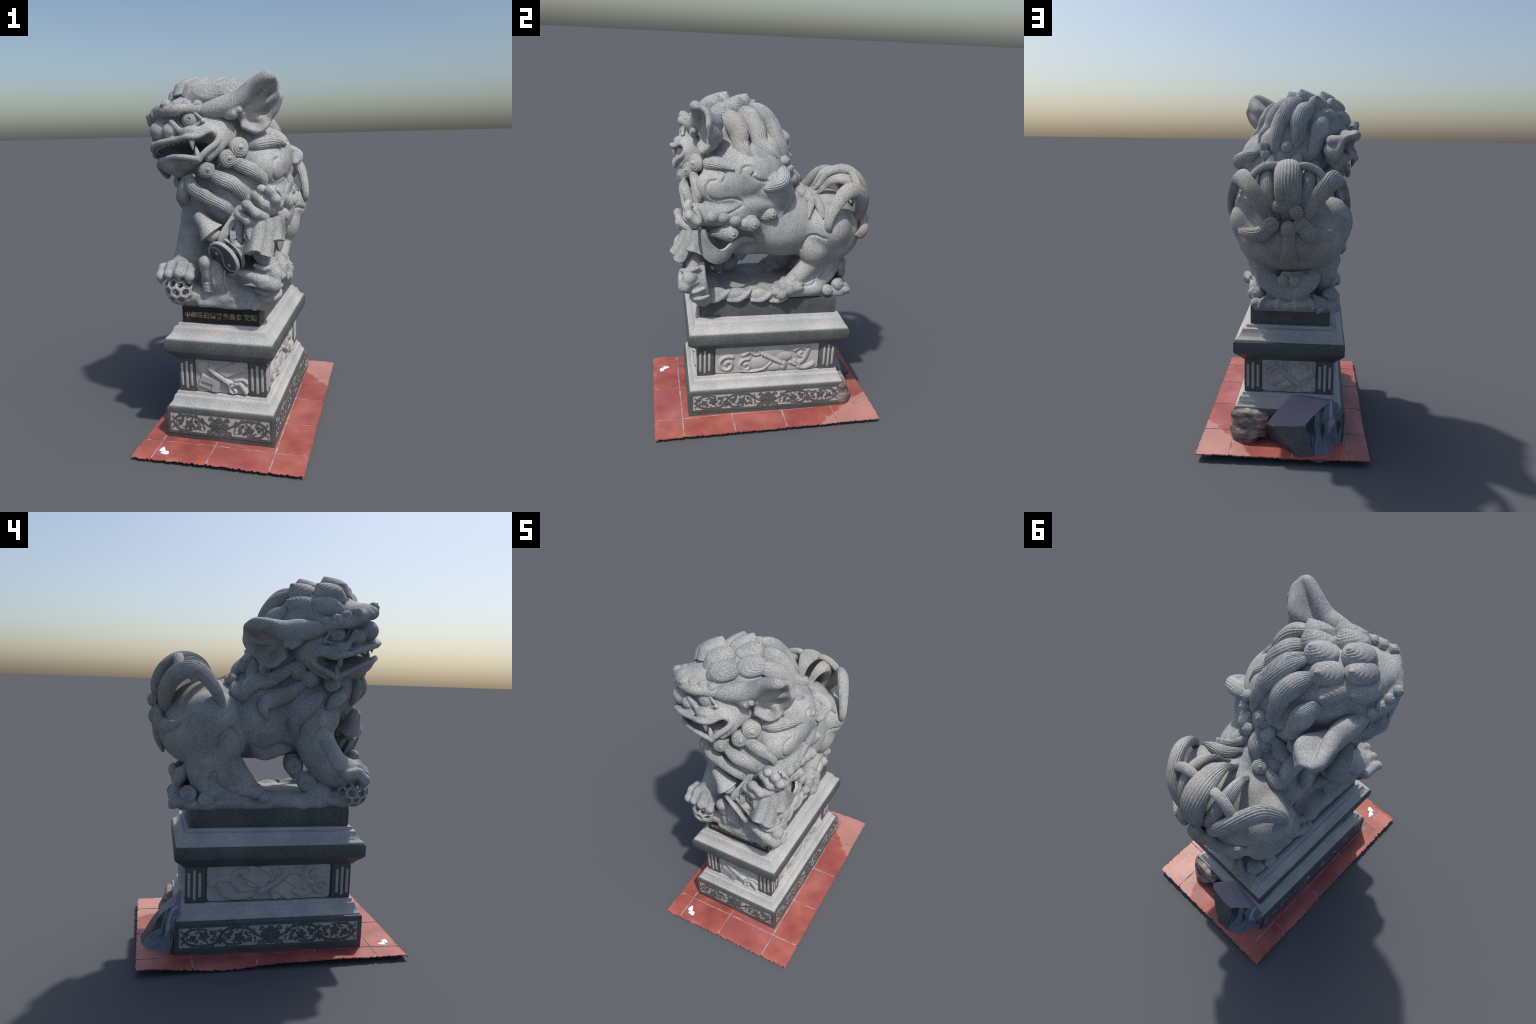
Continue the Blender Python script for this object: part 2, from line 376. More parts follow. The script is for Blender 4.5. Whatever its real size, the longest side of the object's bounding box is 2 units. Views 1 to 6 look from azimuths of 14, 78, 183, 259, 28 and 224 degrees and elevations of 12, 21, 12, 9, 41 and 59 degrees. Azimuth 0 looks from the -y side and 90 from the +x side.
def split_body(v, f, lab, parts, mat, parent):
    vn = vertex_normals(v, f)
    fl = np.sort(lab[f], axis=1)[:, 1]
    for p, name in parts.items():
        sub = f[fl == p]
        if len(sub) == 0: continue
        used, inv = np.unique(sub, return_inverse=True)
        o = new_obj(name, v[used], inv.reshape(-1, 4), mat, parent)
        o.data.normals_split_custom_set_from_vertices([tuple(x) for x in vn[used]])
bv = incise(bv, bf, [
    [(0.284, -0.347, 1.570), (0.274, -0.383, 1.558), (0.273, -0.399, 1.519), (0.269, -0.387, 1.475), (0.277, -0.345, 1.457), (0.298, -0.262, 1.472), (0.301, -0.209, 1.457), (0.309, -0.195, 1.430)],   # shoulder shield
    [(0.310, -0.210, 1.614), (0.301, -0.200, 1.640), (0.299, -0.162, 1.649), (0.308, -0.139, 1.623), (0.316, -0.154, 1.601), (0.313, -0.115, 1.576), (0.292, -0.062, 1.566)],                            # hooked mane edge
    [(0.265, -0.308, 1.632), (0.291, -0.292, 1.600), (0.297, -0.311, 1.564)],
    [(0.301, -0.365, 1.360), (0.308, -0.290, 1.381), (0.305, -0.214, 1.419), (0.304, -0.200, 1.448), (0.300, -0.233, 1.472)],                                                                              # forearm
    [(0.240, 0.170, 1.14), (0.240, 0.183, 1.204), (0.287, 0.231, 1.241), (0.321, 0.295, 1.225)],                                                                                        # thigh
    [(0.222, 0.140, 0.965), (0.246, 0.170, 0.912), (0.231, 0.218, 0.892), (0.235, 0.281, 0.914), (0.237, 0.319, 0.982), (0.256, 0.289, 1.019)],                                                           # ankle cuff
    [(0.203, 0.048, 1.333), (0.184, 0.071, 1.379), (0.148, 0.107, 1.432), (0.089, 0.140, 1.468)],
    [(-0.302, 0.316, 1.117), (-0.326, 0.302, 1.183), (-0.314, 0.247, 1.214), (-0.296, 0.206, 1.181), (-0.284, 0.188, 1.116), (-0.254, 0.196, 1.056)],
    [(-0.304, -0.173, 1.140), (-0.311, -0.196, 1.207), (-0.297, -0.249, 1.220), (-0.260, -0.292, 1.194)], [(-0.312, -0.208, 1.151), (-0.312, -0.251, 1.076), (-0.310, -0.295, 1.009), (-0.308, -0.338, 0.979)],
    [(-0.233, -0.060, 1.255), (-0.220, -0.071, 1.197), (-0.187, -0.107, 1.126)],
    [(-0.238, 0.351, 0.949), (-0.259, 0.317, 0.990), (-0.254, 0.297, 0.923), (-0.254, 0.229, 0.875), (-0.272, 0.176, 0.898)]], 0.011, 0.007)
bv = incise(bv, bf, [
    [(-0.244, 0.066, 1.230), (-0.239, 0.047, 1.253), (-0.236, 0.017, 1.244), (-0.237, 0.021, 1.211), (-0.240, 0.046, 1.206)], [(-0.241, 0.151, 1.205), (-0.243, 0.133, 1.215), (-0.239, 0.131, 1.186), (-0.235, 0.149, 1.176)],
    [(0.174, -0.145, 1.156), (0.179, -0.084, 1.167), (0.204, -0.028, 1.207)], [(0.142, -0.053, 1.092), (0.180, 0.012, 1.121), (0.215, 0.065, 1.171)]], 0.005, 0.006)
split_body(bv, bf, bl, PARTS, MAT_LION, LION)
BVH = BVHTree.FromPolygons([tuple(x) for x in bv], [tuple(map(int, x)) for x in bf])
#==BODY_END
# ------------------------------------------------------------------ hair and sheet builders
def unit(v): v = np.asarray(v, float); return v / (np.linalg.norm(v) + 1e-12)

def loft(sec, cap=True):
    """Close a list of rings (n, m, 3) into verts and faces."""
    n, m, _ = sec.shape
    v = sec.reshape(-1, 3); i = np.arange(n - 1)[:, None] * m; j = np.arange(m)[None]
    k = (j + 1) % m
    f = np.stack([i + j, i + k, i + m + k, i + m + j], -1).reshape(-1, 4).tolist()
    if cap:
        v = np.vstack([v, sec[0].mean(0), sec[-1].mean(0)]); a, b = len(v) - 2, len(v) - 1
        f += [(a, (q + 1) % m, q) for q in range(m)]
        o = (n - 1) * m
        f += [(b, o + q, o + (q + 1) % m) for q in range(m)]
    return v, f

def lock_geo(pts, w, h, nrm, ribs=22, depth=0.0052, n=None, wave=0.0, seed=0):
    """A ribbed lock of hair: half-width w and half-thickness h along a spline; nrm is the outward direction."""
    pts = np.array(pts, float); m = len(pts)
    w = np.full(m, w, float) if np.isscalar(w) else np.interp(np.linspace(0, 1, m), np.linspace(0, 1, len(w)), w)
    h = np.full(m, h, float) if np.isscalar(h) else np.interp(np.linspace(0, 1, m), np.linspace(0, 1, len(h)), h)
    nr = np.array(nrm, float)
    if nr.ndim == 1: nr = np.repeat(nr[None], m, 0)
    length = np.linalg.norm(np.diff(pts, axis=0), axis=1).sum()
    n = n or int(np.clip(length / 0.006, 16, 90))
    P, R = spline(pts, np.hstack([w[:, None], h[:, None], nr]), n)
    T = np.gradient(P, axis=0); T /= np.linalg.norm(T, axis=1)[:, None] + 1e-12
    S = np.cross(R[:, 2:], T); S /= np.linalg.norm(S, axis=1)[:, None] + 1e-12
    U = np.cross(T, S)
    t = np.linspace(0, 1, n)
    ph = np.linspace(0, 2 * np.pi, ribs * 4, endpoint=False)
    rw = np.maximum(R[:, 0], 0.0015); rh = np.maximum(R[:, 1], 0.0015)
    fade = np.clip(np.minimum(rw, rh) / 0.012, 0.15, 1)
    seed = float(np.abs(pts).sum() * 37 % 6.28)
    sway = 0.10 * np.sin(6 * t + seed)[:, None] + 0.05 * np.sin(15 * t + 2 * seed)[:, None]
    rib = np.abs(np.sin(ribs * (ph[None] + sway + 0.12 * np.sin(2 * ph + seed)[None]) / 2)) ** 0.8
    rib = rib * (0.75 + 0.35 * np.sin(3 * ph + 4 * seed)[None] * np.cos(5 * t + seed)[:, None])
    off = depth * fade[:, None] * (rib - 0.7)
    x = (rw[:, None] + off) * np.cos(ph); y = (rh[:, None] + off) * np.sin(ph)
    return loft(P[:, None] + x[..., None] * S[:, None] + y[..., None] * U[:, None])

def curl_geo(c, nrm, r, h, turns=4.5, hand=1, knob=0.35, depth=0.004, up=(0, 0, 1), squash=1.0, stretch=0.0):
    """A snail curl: dome with an incised spiral and a raised centre."""
    nrm = unit(nrm); a = unit(np.cross(up, nrm) if abs(np.dot(unit(up), nrm)) < 0.95 else np.cross((0, 1, 0), nrm)); b = np.cross(nrm, a)
    nr, nt = 34, 72
    rr = np.linspace(1, 0.02, nr); th = np.linspace(0, 2 * np.pi, nt, endpoint=False)
    Rg, Tg = np.meshgrid(rr, th, indexing='ij')
    z = h * np.sqrt(np.clip(1 - (0.985 * Rg) ** (2.0 if stretch > 0 else 2.4), 0, 1)) * (1 - 0.35 * (stretch > 0) * Rg * np.clip(np.sin(Tg), 0, 1))
    ph = hand * Tg / (2 * np.pi) + Rg * turns
    g = np.abs(np.sin(np.pi * ph)) ** 0.7
    z = z + knob * min(h, 0.04) * np.exp(-(Rg / (0.22 if stretch > 0 else 0.17)) ** 2) + depth * (g - 0.8) * np.clip((Rg - 0.06) * 6, 0, 1)
    rad = r * Rg * (1 + stretch * np.clip(np.sin(Tg), 0, 1) ** 2)
    if stretch > 0: z = z - (rad * np.sin(Tg)) ** 2 / 0.26 - (rad * np.cos(Tg)) ** 2 / 0.5
    dome = np.stack([rad * np.cos(Tg), rad * np.sin(Tg) * squash, z], -1)
    skirt = dome[:1] * V(0.93, 0.93, 1) - V(0, 0, 0.9 * h); sec = np.concatenate([skirt, dome]); basis = np.stack([a, b, nrm])
    return loft(np.array(c) + sec @ basis)

def join_geo(parts):
    vs, fs, o = [], [], 0
    for v, f in parts:
        vs.append(np.asarray(v)); fs += [tuple(i + o for i in q) for q in f]; o += len(v)
    return np.vstack(vs), fs

def shell(grid, thick, closed=False):
    """Sheet of points (n, m, 3) given body by a back side offset along its normals."""
    g = np.array(grid, float); n, m, _ = g.shape
    du = np.gradient(g, axis=0); dv = np.gradient(g, axis=1)
    nn = np.cross(du, dv); nn /= np.linalg.norm(nn, axis=2)[..., None] + 1e-12
    th = np.broadcast_to(np.asarray(thick, float), (n, m))[..., None]
    back = g - nn * th
    v = np.vstack([g.reshape(-1, 3), back.reshape(-1, 3)]); o = n * m; f = []
    ix = lambda i, j: i * m + j
    for i in range(n - 1):
        for j in range(m - 1):
            q = (ix(i, j), ix(i + 1, j), ix(i + 1, j + 1), ix(i, j + 1))
            f += [q, tuple(o + k for k in q[::-1])]
    rim = [ix(0, j) for j in range(m)] + [ix(i, m - 1) for i in range(1, n)] + [ix(n - 1, j) for j in range(m - 2, -1, -1)] + [ix(i, 0) for i in range(n - 2, 0, -1)]
    for a, b in zip(rim, rim[1:] + rim[:1]): f.append((a, b, o + b, o + a))
    return v, f

def lock(name, pts, w, h, nrm, parent=LION, mat=MAT_LION, **kw):
    v, f = lock_geo(pts, w, h, nrm, **kw); return new_obj(name, v, f, mat, parent, angle=70)
def curl(name, c, nrm, r, h, parent=LION, mat=MAT_LION, **kw):
    v, f = curl_geo(c, nrm, r, h, **kw); return new_obj(name, v, f, mat, parent, angle=70)
def blob(name, c, r, rot=None, parent=LION, mat=MAT_LION):
    u, t = np.meshgrid(np.linspace(0.02, np.pi - 0.02, 24), np.linspace(0, 2 * np.pi, 36, endpoint=False), indexing='ij')
    s = np.stack([np.sin(u) * np.cos(t), np.sin(u) * np.sin(t), np.cos(u)], -1) * np.asarray(r, float)
    if rot is not None: s = s @ np.asarray(rot)
    v, f = loft(np.array(c) + s); return new_obj(name, v, [q[::-1] for q in f], mat, parent)

# ------------------------------------------------------------------ ears
def ear_shape():
    tip = [(0.165, 0.190, 0.022), (0.11, 0.225, 0.022), (0.05, 0.262, 0.028), (0.0, 0.310, 0.045), (-0.04, 0.372, 0.086), (-0.075, 0.440, 0.108), (-0.10, 0.456, 0.106)]
    E = Field((-0.26, 0.1, -0.2), (0.24, 0.54, 0.22), 0.004)
    E.tube(tip, [0.026, 0.044, 0.054, 0.046, 0.036, 0.030, 0.02], 0.02)
    E.ell((0.016, 0.322, -0.014), (0.017, 0.017, 0.017), 0.006)
    E.tube([(0.05, 0.27, -0.02), (0.035, 0.295, -0.025)], 0.024, 0.015)
    # scalloped membrane, three hollow lobes fanned out from the ear hole
    o = V(0.0, 0.295, -0.01)
    rim = [(-0.10, 0.458, 0.112), (-0.142, 0.434, 0.095), (-0.158, 0.418, 0.052), (-0.165, 0.418, 0.02), (-0.155, 0.388, -0.03), (-0.135, 0.345, -0.066), (-0.11, 0.338, -0.1), (-0.065, 0.318, -0.118), (-0.01, 0.292, -0.085)]
    rim, _ = spline(rim, np.zeros(len(rim)), 41)
    ax = unit(V(-0.8, -0.6, 0.0))            # backwards, towards the skull
    for i, r in enumerate(rim):
        s = i / 40; deep = 0.020 + 0.058 * abs(math.sin(math.pi * 3 * (s * 0.97 + 0.02))) ** 0.6 * (1.15 - 0.5 * s)
        mid = (o * 0.45 + r * 0.55) + ax * deep
        E.tube([o + ax * 0.03, mid, r], [0.026, 0.021, 0.011], 0.012)
    v, f, _ = E.mesh(); return relax(v, f, 2), f
v, f = ear_shape()
v[:, 1] += 0.010 * np.clip((v[:, 1] - 0.28) / 0.15, 0, 1)
for side in (1, -1):
    if side < 0:      # the right ear hangs lower and its lower lobes spread wider
        v = v.copy(); lo = np.clip(-(v[:, 2] - 0.03) / 0.13, 0, 1); v[:, 1] = np.where(v[:, 1] > 0.37, 0.37 + (v[:, 1] - 0.37) * 0.85, v[:, 1]) + 0.022 * lo * np.clip((v[:, 1] - 0.2) / 0.1, 0, 1)
        v[:, 2] -= 0.018 * np.clip((v[:, 1] - 0.26) / 0.1, 0, 1)
    new_obj('ear', HEAD + (v * V(1, side, 1)) @ HM, f if side > 0 else f[:, ::-1], MAT_LION, LION)

# ------------------------------------------------------------------ tail
TAILP = LION
back = V(0, 0.8, 0.3)
def fwd(pts): return [(x, y - 0.045 - 0.02 * max(0, z - 1.45) * 4, z - 0.012 * (z > 1.4)) for x, y, z in pts]
def away(pts, c):  # outward normals from a centre line point
    return [unit(np.array(p) - np.array(c)) for p in pts]
tc = (0.0, 0.44, 1.40)
p = fwd([(-0.01, 0.615, 1.30), (-0.005, 0.650, 1.40), (0.0, 0.628, 1.50), (0.003, 0.565, 1.565), (0.006, 0.49, 1.578), (0.010, 0.42, 1.55), (0.016, 0.36, 1.48), (0.02, 0.30, 1.43)])
lock('tail', p, [0.04, 0.066, 0.070, 0.066, 0.050, 0.030, 0.018, 0.006], [0.03, 0.036, 0.038, 0.035, 0.028, 0.020, 0.013, 0.006], away(p, tc), ribs=30)
for s in (1, -1):
    X = lambda x, y, z: (s * x + 0.003, y, z)
    p = fwd([X(0.05, 0.60, 1.29), X(0.095, 0.605, 1.40), X(0.115, 0.56, 1.50), X(0.112, 0.49, 1.545), X(0.095, 0.42, 1.53), X(0.075, 0.365, 1.47), X(0.06, 0.31, 1.42)])
    lock('tail_lock', p, [0.03, 0.044, 0.044, 0.036, 0.024, 0.015, 0.006], [0.025, 0.032, 0.032, 0.028, 0.02, 0.013, 0.006], away(p, tc), ribs=22)
    p = fwd([X(0.075, 0.61, 1.27), X(0.125, 0.612, 1.36), X(0.185, 0.585, 1.455), X(0.235, 0.52, 1.505), X(0.268, 0.455, 1.50), X(0.298, 0.395, 1.44), X(0.318, 0.355, 1.36), X(0.322, 0.348, 1.30), X(0.31, 0.375, 1.262)])
    lock('tail_lock', p, [0.03, 0.046, 0.05, 0.048, 0.044, 0.036, 0.028, 0.02, 0.006], [0.025, 0.036, 0.036, 0.034, 0.03, 0.026, 0.02, 0.016, 0.006], away(p, (0, 0.45, 1.36)), ribs=24)
    p = fwd([X(0.03, 0.55, 1.565), X(0.085, 0.555, 1.575), X(0.145, 0.555, 1.555), X(0.19, 0.56, 1.505), X(0.195, 0.575, 1.455)])
    lock('tail_lock', p, [0.016, 0.024, 0.026, 0.022, 0.008], [0.014, 0.020, 0.02, 0.018, 0.008], away(p, (0, 0.44, 1.42)), ribs=14)
    # side swirls at the tail root
    p = [X(0.085, 0.602, 1.265), X(0.12, 0.598, 1.225), X(0.17, 0.572, 1.212), X(0.225, 0.53, 1.218), X(0.255, 0.50, 1.23)]
    lock('tail_lock', p, [0.036, 0.042, 0.036, 0.024, 0.006], [0.024, 0.030, 0.028, 0.02, 0.006], (s * 0.4, 1, -0.1), ribs=20)
    curl('tail_curl', X(0.075, 0.615, 1.272), (s * 0.25, 1, 0.1), 0.042, 0.022, hand=s)
p = fwd([(0.068, 0.60, 1.335), (0.05, 0.64, 1.36), (0.0, 0.652, 1.368), (-0.045, 0.65, 1.352)])
lock('tail_lock', p, [0.02, 0.036, 0.034, 0.03], [0.02, 0.03, 0.03, 0.024], (0, 1, 0.2), ribs=20)
curl('tail_curl', (-0.048, 0.632, 1.337), (-0.2, 1, 0.05), 0.036, 0.024)
blob('tail_root', (-0.01, 0.618, 1.25), (0.042, 0.036, 0.045))
lock('tail_root', [(-0.01, 0.610, 1.25), (-0.012, 0.606, 1.19), (-0.012, 0.598, 1.13), (-0.012, 0.575, 1.06)], [0.036, 0.034, 0.04, 0.05], [0.03, 0.028, 0.024, 0.01], (0, 1, 0), ribs=10, depth=0.0)

# ------------------------------------------------------------------ mane
def on_body(pts, lift=0.0):
    """Snap control points to the carved surface; returns points and outward normals."""
    out, nr = [], []
    for p in pts:
        loc, n, _, _ = BVH.find_nearest(Vector(p))
        out.append(np.array(loc) + lift * np.array(n)); nr.append(np.array(n))
    return out, nr
def surf_lock(name, pts, w, h, lift=0.009, **kw):
    p, n = on_body(pts, lift); return lock(name, p, w, h, n, **kw)
def surf_curl(name, p, r, h, lift=0.0, **kw):
    q, n = on_body([p], lift); return curl(name, q[0], n[0], r, h, **kw)

HEADC = hw(-0.02, 0, 0.0)
TAPER_W = [0.6, 1.0, 1.05, 0.95, 0.75, 0.45, 0.12]
# two rows of bulbous curls over the crown
for f_, l_, u_ in ((0.050, 0.211, 0.138), (0.047, 0.130, 0.205), (0.064, 0.024, 0.240), (0.070, -0.071, 0.216), (0.080, -0.155, 0.140),
                   (-0.087, 0.228, 0.140), (-0.107, 0.132, 0.206), (-0.097, 0.045, 0.238), (-0.078, -0.075, 0.224), (-0.058, -0.165, 0.152)):
    up = unit(V(-0.12, l_ * 1.1, u_ + 0.02)); n = up @ HM
    c = hw(*(V(f_, l_, u_ + 0.010) - 0.062 * up))
    curl('hair_curl', c, n, 0.055, 0.060, turns=5.5, knob=0.2, depth=0.0032, up=HM[0], stretch=0.75, hand=1 if l_ > 0 else -1)

# long locks falling from the crown down the nape
for p in ([(0.06, -0.28, 1.90), (0.130, -0.245, 1.872), (0.170, -0.21, 1.81), (0.195, -0.20, 1.75), (0.238, -0.172, 1.70), (0.258, -0.11, 1.675)],
          [(0.0, -0.19, 1.925), (0.065, -0.145, 1.892), (0.115, -0.105, 1.83), (0.148, -0.088, 1.76), (0.19, -0.05, 1.71), (0.198, 0.005, 1.68)],
          [(-0.05, -0.13, 1.935), (0.005, -0.06, 1.905), (0.045, -0.005, 1.84), (0.08, 0.025, 1.77), (0.095, 0.055, 1.70), (0.10, 0.075, 1.64), (0.125, 0.075, 1.60)],
          [(-0.12, -0.08, 1.905), (-0.075, -0.02, 1.868), (-0.04, 0.025, 1.81), (-0.035, 0.055, 1.745), (-0.025, 0.08, 1.68), (0.02, 0.085, 1.655)],
          [(-0.20, -0.04, 1.82), (-0.165, 0.015, 1.765), (-0.145, 0.04, 1.69), (-0.115, 0.06, 1.61), (-0.05, 0.09, 1.585)]):
    lock('mane_lock', p, [0.022, 0.050, 0.056, 0.055, 0.048, 0.042, 0.028, 0.008], [0.014, 0.040, 0.046, 0.045, 0.040, 0.034, 0.022, 0.008], away(p, (-0.02, -0.14, 1.72)), ribs=26)
# lower mane on nape and shoulders
for p, w in (([(0.19, 0.05, 1.62), (0.255, 0.035, 1.595), (0.292, 0.005, 1.56), (0.288, -0.05, 1.535), (0.25, -0.09, 1.52)], 0.036),
             ([(0.11, 0.08, 1.60), (0.12, 0.13, 1.54), (0.10, 0.16, 1.50)], 0.034),
             ([(0.10, 0.12, 1.50), (0.12, 0.18, 1.44), (0.15, 0.22, 1.40)], 0.034),
             ([(0.02, 0.12, 1.58), (0.0, 0.17, 1.51), (-0.06, 0.215, 1.46)], 0.036),
             ([(-0.04, 0.09, 1.62), (-0.03, 0.12, 1.56), (-0.04, 0.14, 1.52)], 0.034),
             ([(-0.047, 0.10, 1.56), (-0.106, 0.105, 1.49), (-0.165, 0.11, 1.44)], 0.040),
             ([(-0.12, 0.05, 1.58), (-0.15, 0.06, 1.52), (-0.16, 0.07, 1.46)], 0.036),
             ([(-0.09, 0.205, 1.445), (-0.16, 0.20, 1.39), (-0.212, 0.175, 1.325)], 0.030),
             ([(0.05, 0.14, 1.50), (0.09, 0.18, 1.45), (0.152, 0.205, 1.37), (0.205, 0.18, 1.31)], 0.024),
             ([(0.04, 0.21, 1.46), (0.12, 0.26, 1.41), (0.20, 0.285, 1.36), (0.25, 0.30, 1.31)], 0.026),
             # right shoulder sweeps
             ([(-0.265, -0.075, 1.53), (-0.20, 0.03, 1.475), (-0.17, 0.105, 1.435), (-0.17, 0.153, 1.388), (-0.20, 0.172, 1.335)], 0.042),
             ([(-0.275, -0.145, 1.455), (-0.225, -0.05, 1.39), (-0.21, 0.023, 1.358), (-0.223, 0.072, 1.31), (-0.238, 0.062, 1.255)], 0.040),
             ([(-0.28, -0.24, 1.41), (-0.295, -0.166, 1.344), (-0.289, -0.112, 1.287), (-0.27, -0.096, 1.239), (-0.27, -0.116, 1.19)], 0.036),
             ([(-0.245, -0.36, 1.43), (-0.24, -0.33, 1.385), (-0.27, -0.28, 1.345), (-0.29, -0.24, 1.32)], 0.03),
             ([(-0.16, -0.10, 1.11), (-0.182, -0.029, 1.105), (-0.175, 0.045, 1.078), (-0.19, 0.098, 1.09), (-0.216, 0.132, 1.13)], 0.03),
             # left cheek to shoulder
             ([(0.15, -0.42, 1.645), (0.20, -0.375, 1.65), (0.25, -0.31, 1.645), (0.28, -0.24, 1.62)], 0.034)):
    surf_lock('mane_lock', p, lift=0.018 if p[0][0] < -0.14 else 0.009, w=[w * 0.45, w * 1.1, w * 1.15, w * 1.1, w * 0.75, w * 0.15], h=[0.010, 0.034, 0.036, 0.034, 0.026, 0.008], ribs=22)
for p, r, kw in (((0.09, 0.15, 1.54), 0.036, {}), ((0.15, 0.215, 1.42), 0.034, {}), ((-0.07, 0.22, 1.455), 0.038, {'hand': -1}), ((-0.035, 0.145, 1.52), 0.034, {}),
                 ((0.145, 0.07, 1.60), 0.030, {}), ((0.03, 0.10, 1.65), 0.032, {}), ((0.17, 0.08, 1.66), 0.03, {})):
    surf_curl('mane_curl', p, r, 0.024, lift=0.015, **kw)
# cheek curls (both sides, mirrored in the head's own frame)
for s in (1, -1):
    for (f_, l_, u_), r, hh in (((0.014, 0.272, -0.183), 0.052, 0.03), ((0.075, 0.252, -0.232), 0.046, 0.028), ((0.170, 0.186, -0.271), 0.042, 0.034)):
        c = hw(f_, s * l_, u_); n = V(0.25 if u_ < -0.26 else 0.1, s * 1.0, -0.15) @ HM
        c = c - (0.0 if s > 0 else 0.024) * unit(n)
        curl('cheek_curl', c - 0.012 * unit(n), n, r, hh, hand=s)
        q = hw(f_ - 0.045, s * (l_ - 0.012), u_ + 0.03)
        lock('cheek_curl', [c - 0.02 * unit(n), (c + q) / 2 - 0.018 * unit(n), q - 0.03 * unit(n)], [r * 0.8, r * 0.8, r * 0.4], [0.03, 0.03, 0.015], n, ribs=20)
# beard locks flowing over the chest
front = V(0, -1, 0.15)
for p, w in (([(-0.15, -0.47, 1.49), (-0.125, -0.497, 1.43), (-0.06, -0.492, 1.388), (0.0, -0.490, 1.36), (0.045, -0.483, 1.332), (0.068, -0.462, 1.29), (0.06, -0.455, 1.245)], 0.034),
             ([(-0.03, -0.48, 1.50), (0.03, -0.502, 1.475), (0.08, -0.493, 1.452), (0.108, -0.48, 1.42), (0.124, -0.455, 1.375), (0.12, -0.445, 1.34)], 0.036),
             ([(0.07, -0.45, 1.56), (0.13, -0.448, 1.533), (0.195, -0.438, 1.503), (0.225, -0.432, 1.47), (0.23, -0.43, 1.435)], 0.036),
             ([(-0.175, -0.43, 1.48), (-0.19, -0.445, 1.43), (-0.197, -0.435, 1.38), (-0.19, -0.415, 1.335)], 0.034)):
    lock('beard_lock', p, [w * 0.8, w, w, w * 0.9, w * 0.6, w * 0.3], [0.024, 0.028, 0.028, 0.024, 0.018, 0.008], front, ribs=22)
# shell curls under the lifted forearm
for c, q, r in (((0.282, -0.035, 1.376), (0.275, -0.10, 1.355), 0.046), ((0.306, -0.139, 1.330), (0.275, -0.21, 1.305), 0.052), ((0.283, -0.256, 1.266), (0.24, -0.34, 1.245), 0.054)):
    c, q = np.array(c), np.array(q)
    lock('shell_curl', [q - V(0.02, 0.02, 0), (c + q) / 2 - V(0.012, 0, 0), c - V(0.012, 0, 0), c + V(-0.02, 0.03, 0)], [0.02, r * 0.85, r, 0.02], [0.02, 0.035, 0.04, 0.02], V(1, 0, 0), ribs=26)
    curl('shell_curl', c + V(0.018, 0.008, 0), V(1, 0.15, 0.1), r * 0.62, 0.018, turns=2.5, knob=0.7)
for y in (-0.17, -0.235, -0.30, -0.36):
    blob('forearm_fringe', (0.288 - 0.12 * abs(y + 0.2) * 0.5, y, 1.335 - 0.03 * math.sin((y + 0.2) * 9)), (0.040, 0.040, 0.038))
# curls behind the right foreleg and at the hocks
for p, r, n in (((-0.175, -0.118, 1.005), 0.050, (-1, 0.25, 0.1)), ((-0.215, -0.185, 0.922), 0.052, (-1, 0.25, 0.1))):
    curl('leg_curl', p, n, r, 0.035)
    lock('leg_curl', [np.array(p) + V(0.05, 0.0, 0.04), np.array(p) + V(0.03, 0, 0), np.array(p) + V(0.03, -0.03, -0.06)], [r * 0.9, r, r * 0.7], 0.05, n, ribs=22)
for p, r, n in (((-0.245, 0.455, 0.868), 0.048, (-0.9, 0.5, 0.2)), ((-0.262, 0.365, 0.842), 0.042, (-1, 0.1, 0.3)), ((0.160, 0.455, 0.865), 0.042, (0.8, 0.6, 0.2)), ((0.195, 0.37, 0.845), 0.036, (1, 0.1, 0.3))):
    blob('hock_curl', np.array(p) - 0.015 * unit(n), (r * 0.85,) * 3); curl('hock_curl', p, n, r * 0.95, 0.026)
# crossed hair under the rump
for s in (1, -1):
    p = [(s * 0.13 - 0.01, 0.43, 1.02), (s * 0.12 - 0.01, 0.475, 0.96), (s * 0.06 - 0.01, 0.495, 0.915), (-0.01 - s * 0.03, 0.495 + 0.004 * s, 0.885), (-0.01 - s * 0.12, 0.48, 0.865)]
    lock('rump_lock', p, [0.03, 0.05, 0.055, 0.045, 0.012], [0.02, 0.03, 0.03, 0.025, 0.01], (0, 1, 0), ribs=26)
    blob('rump_ball', (-0.01 + s * 0.028, 0.515, 0.955), (0.032, 0.03, 0.036))

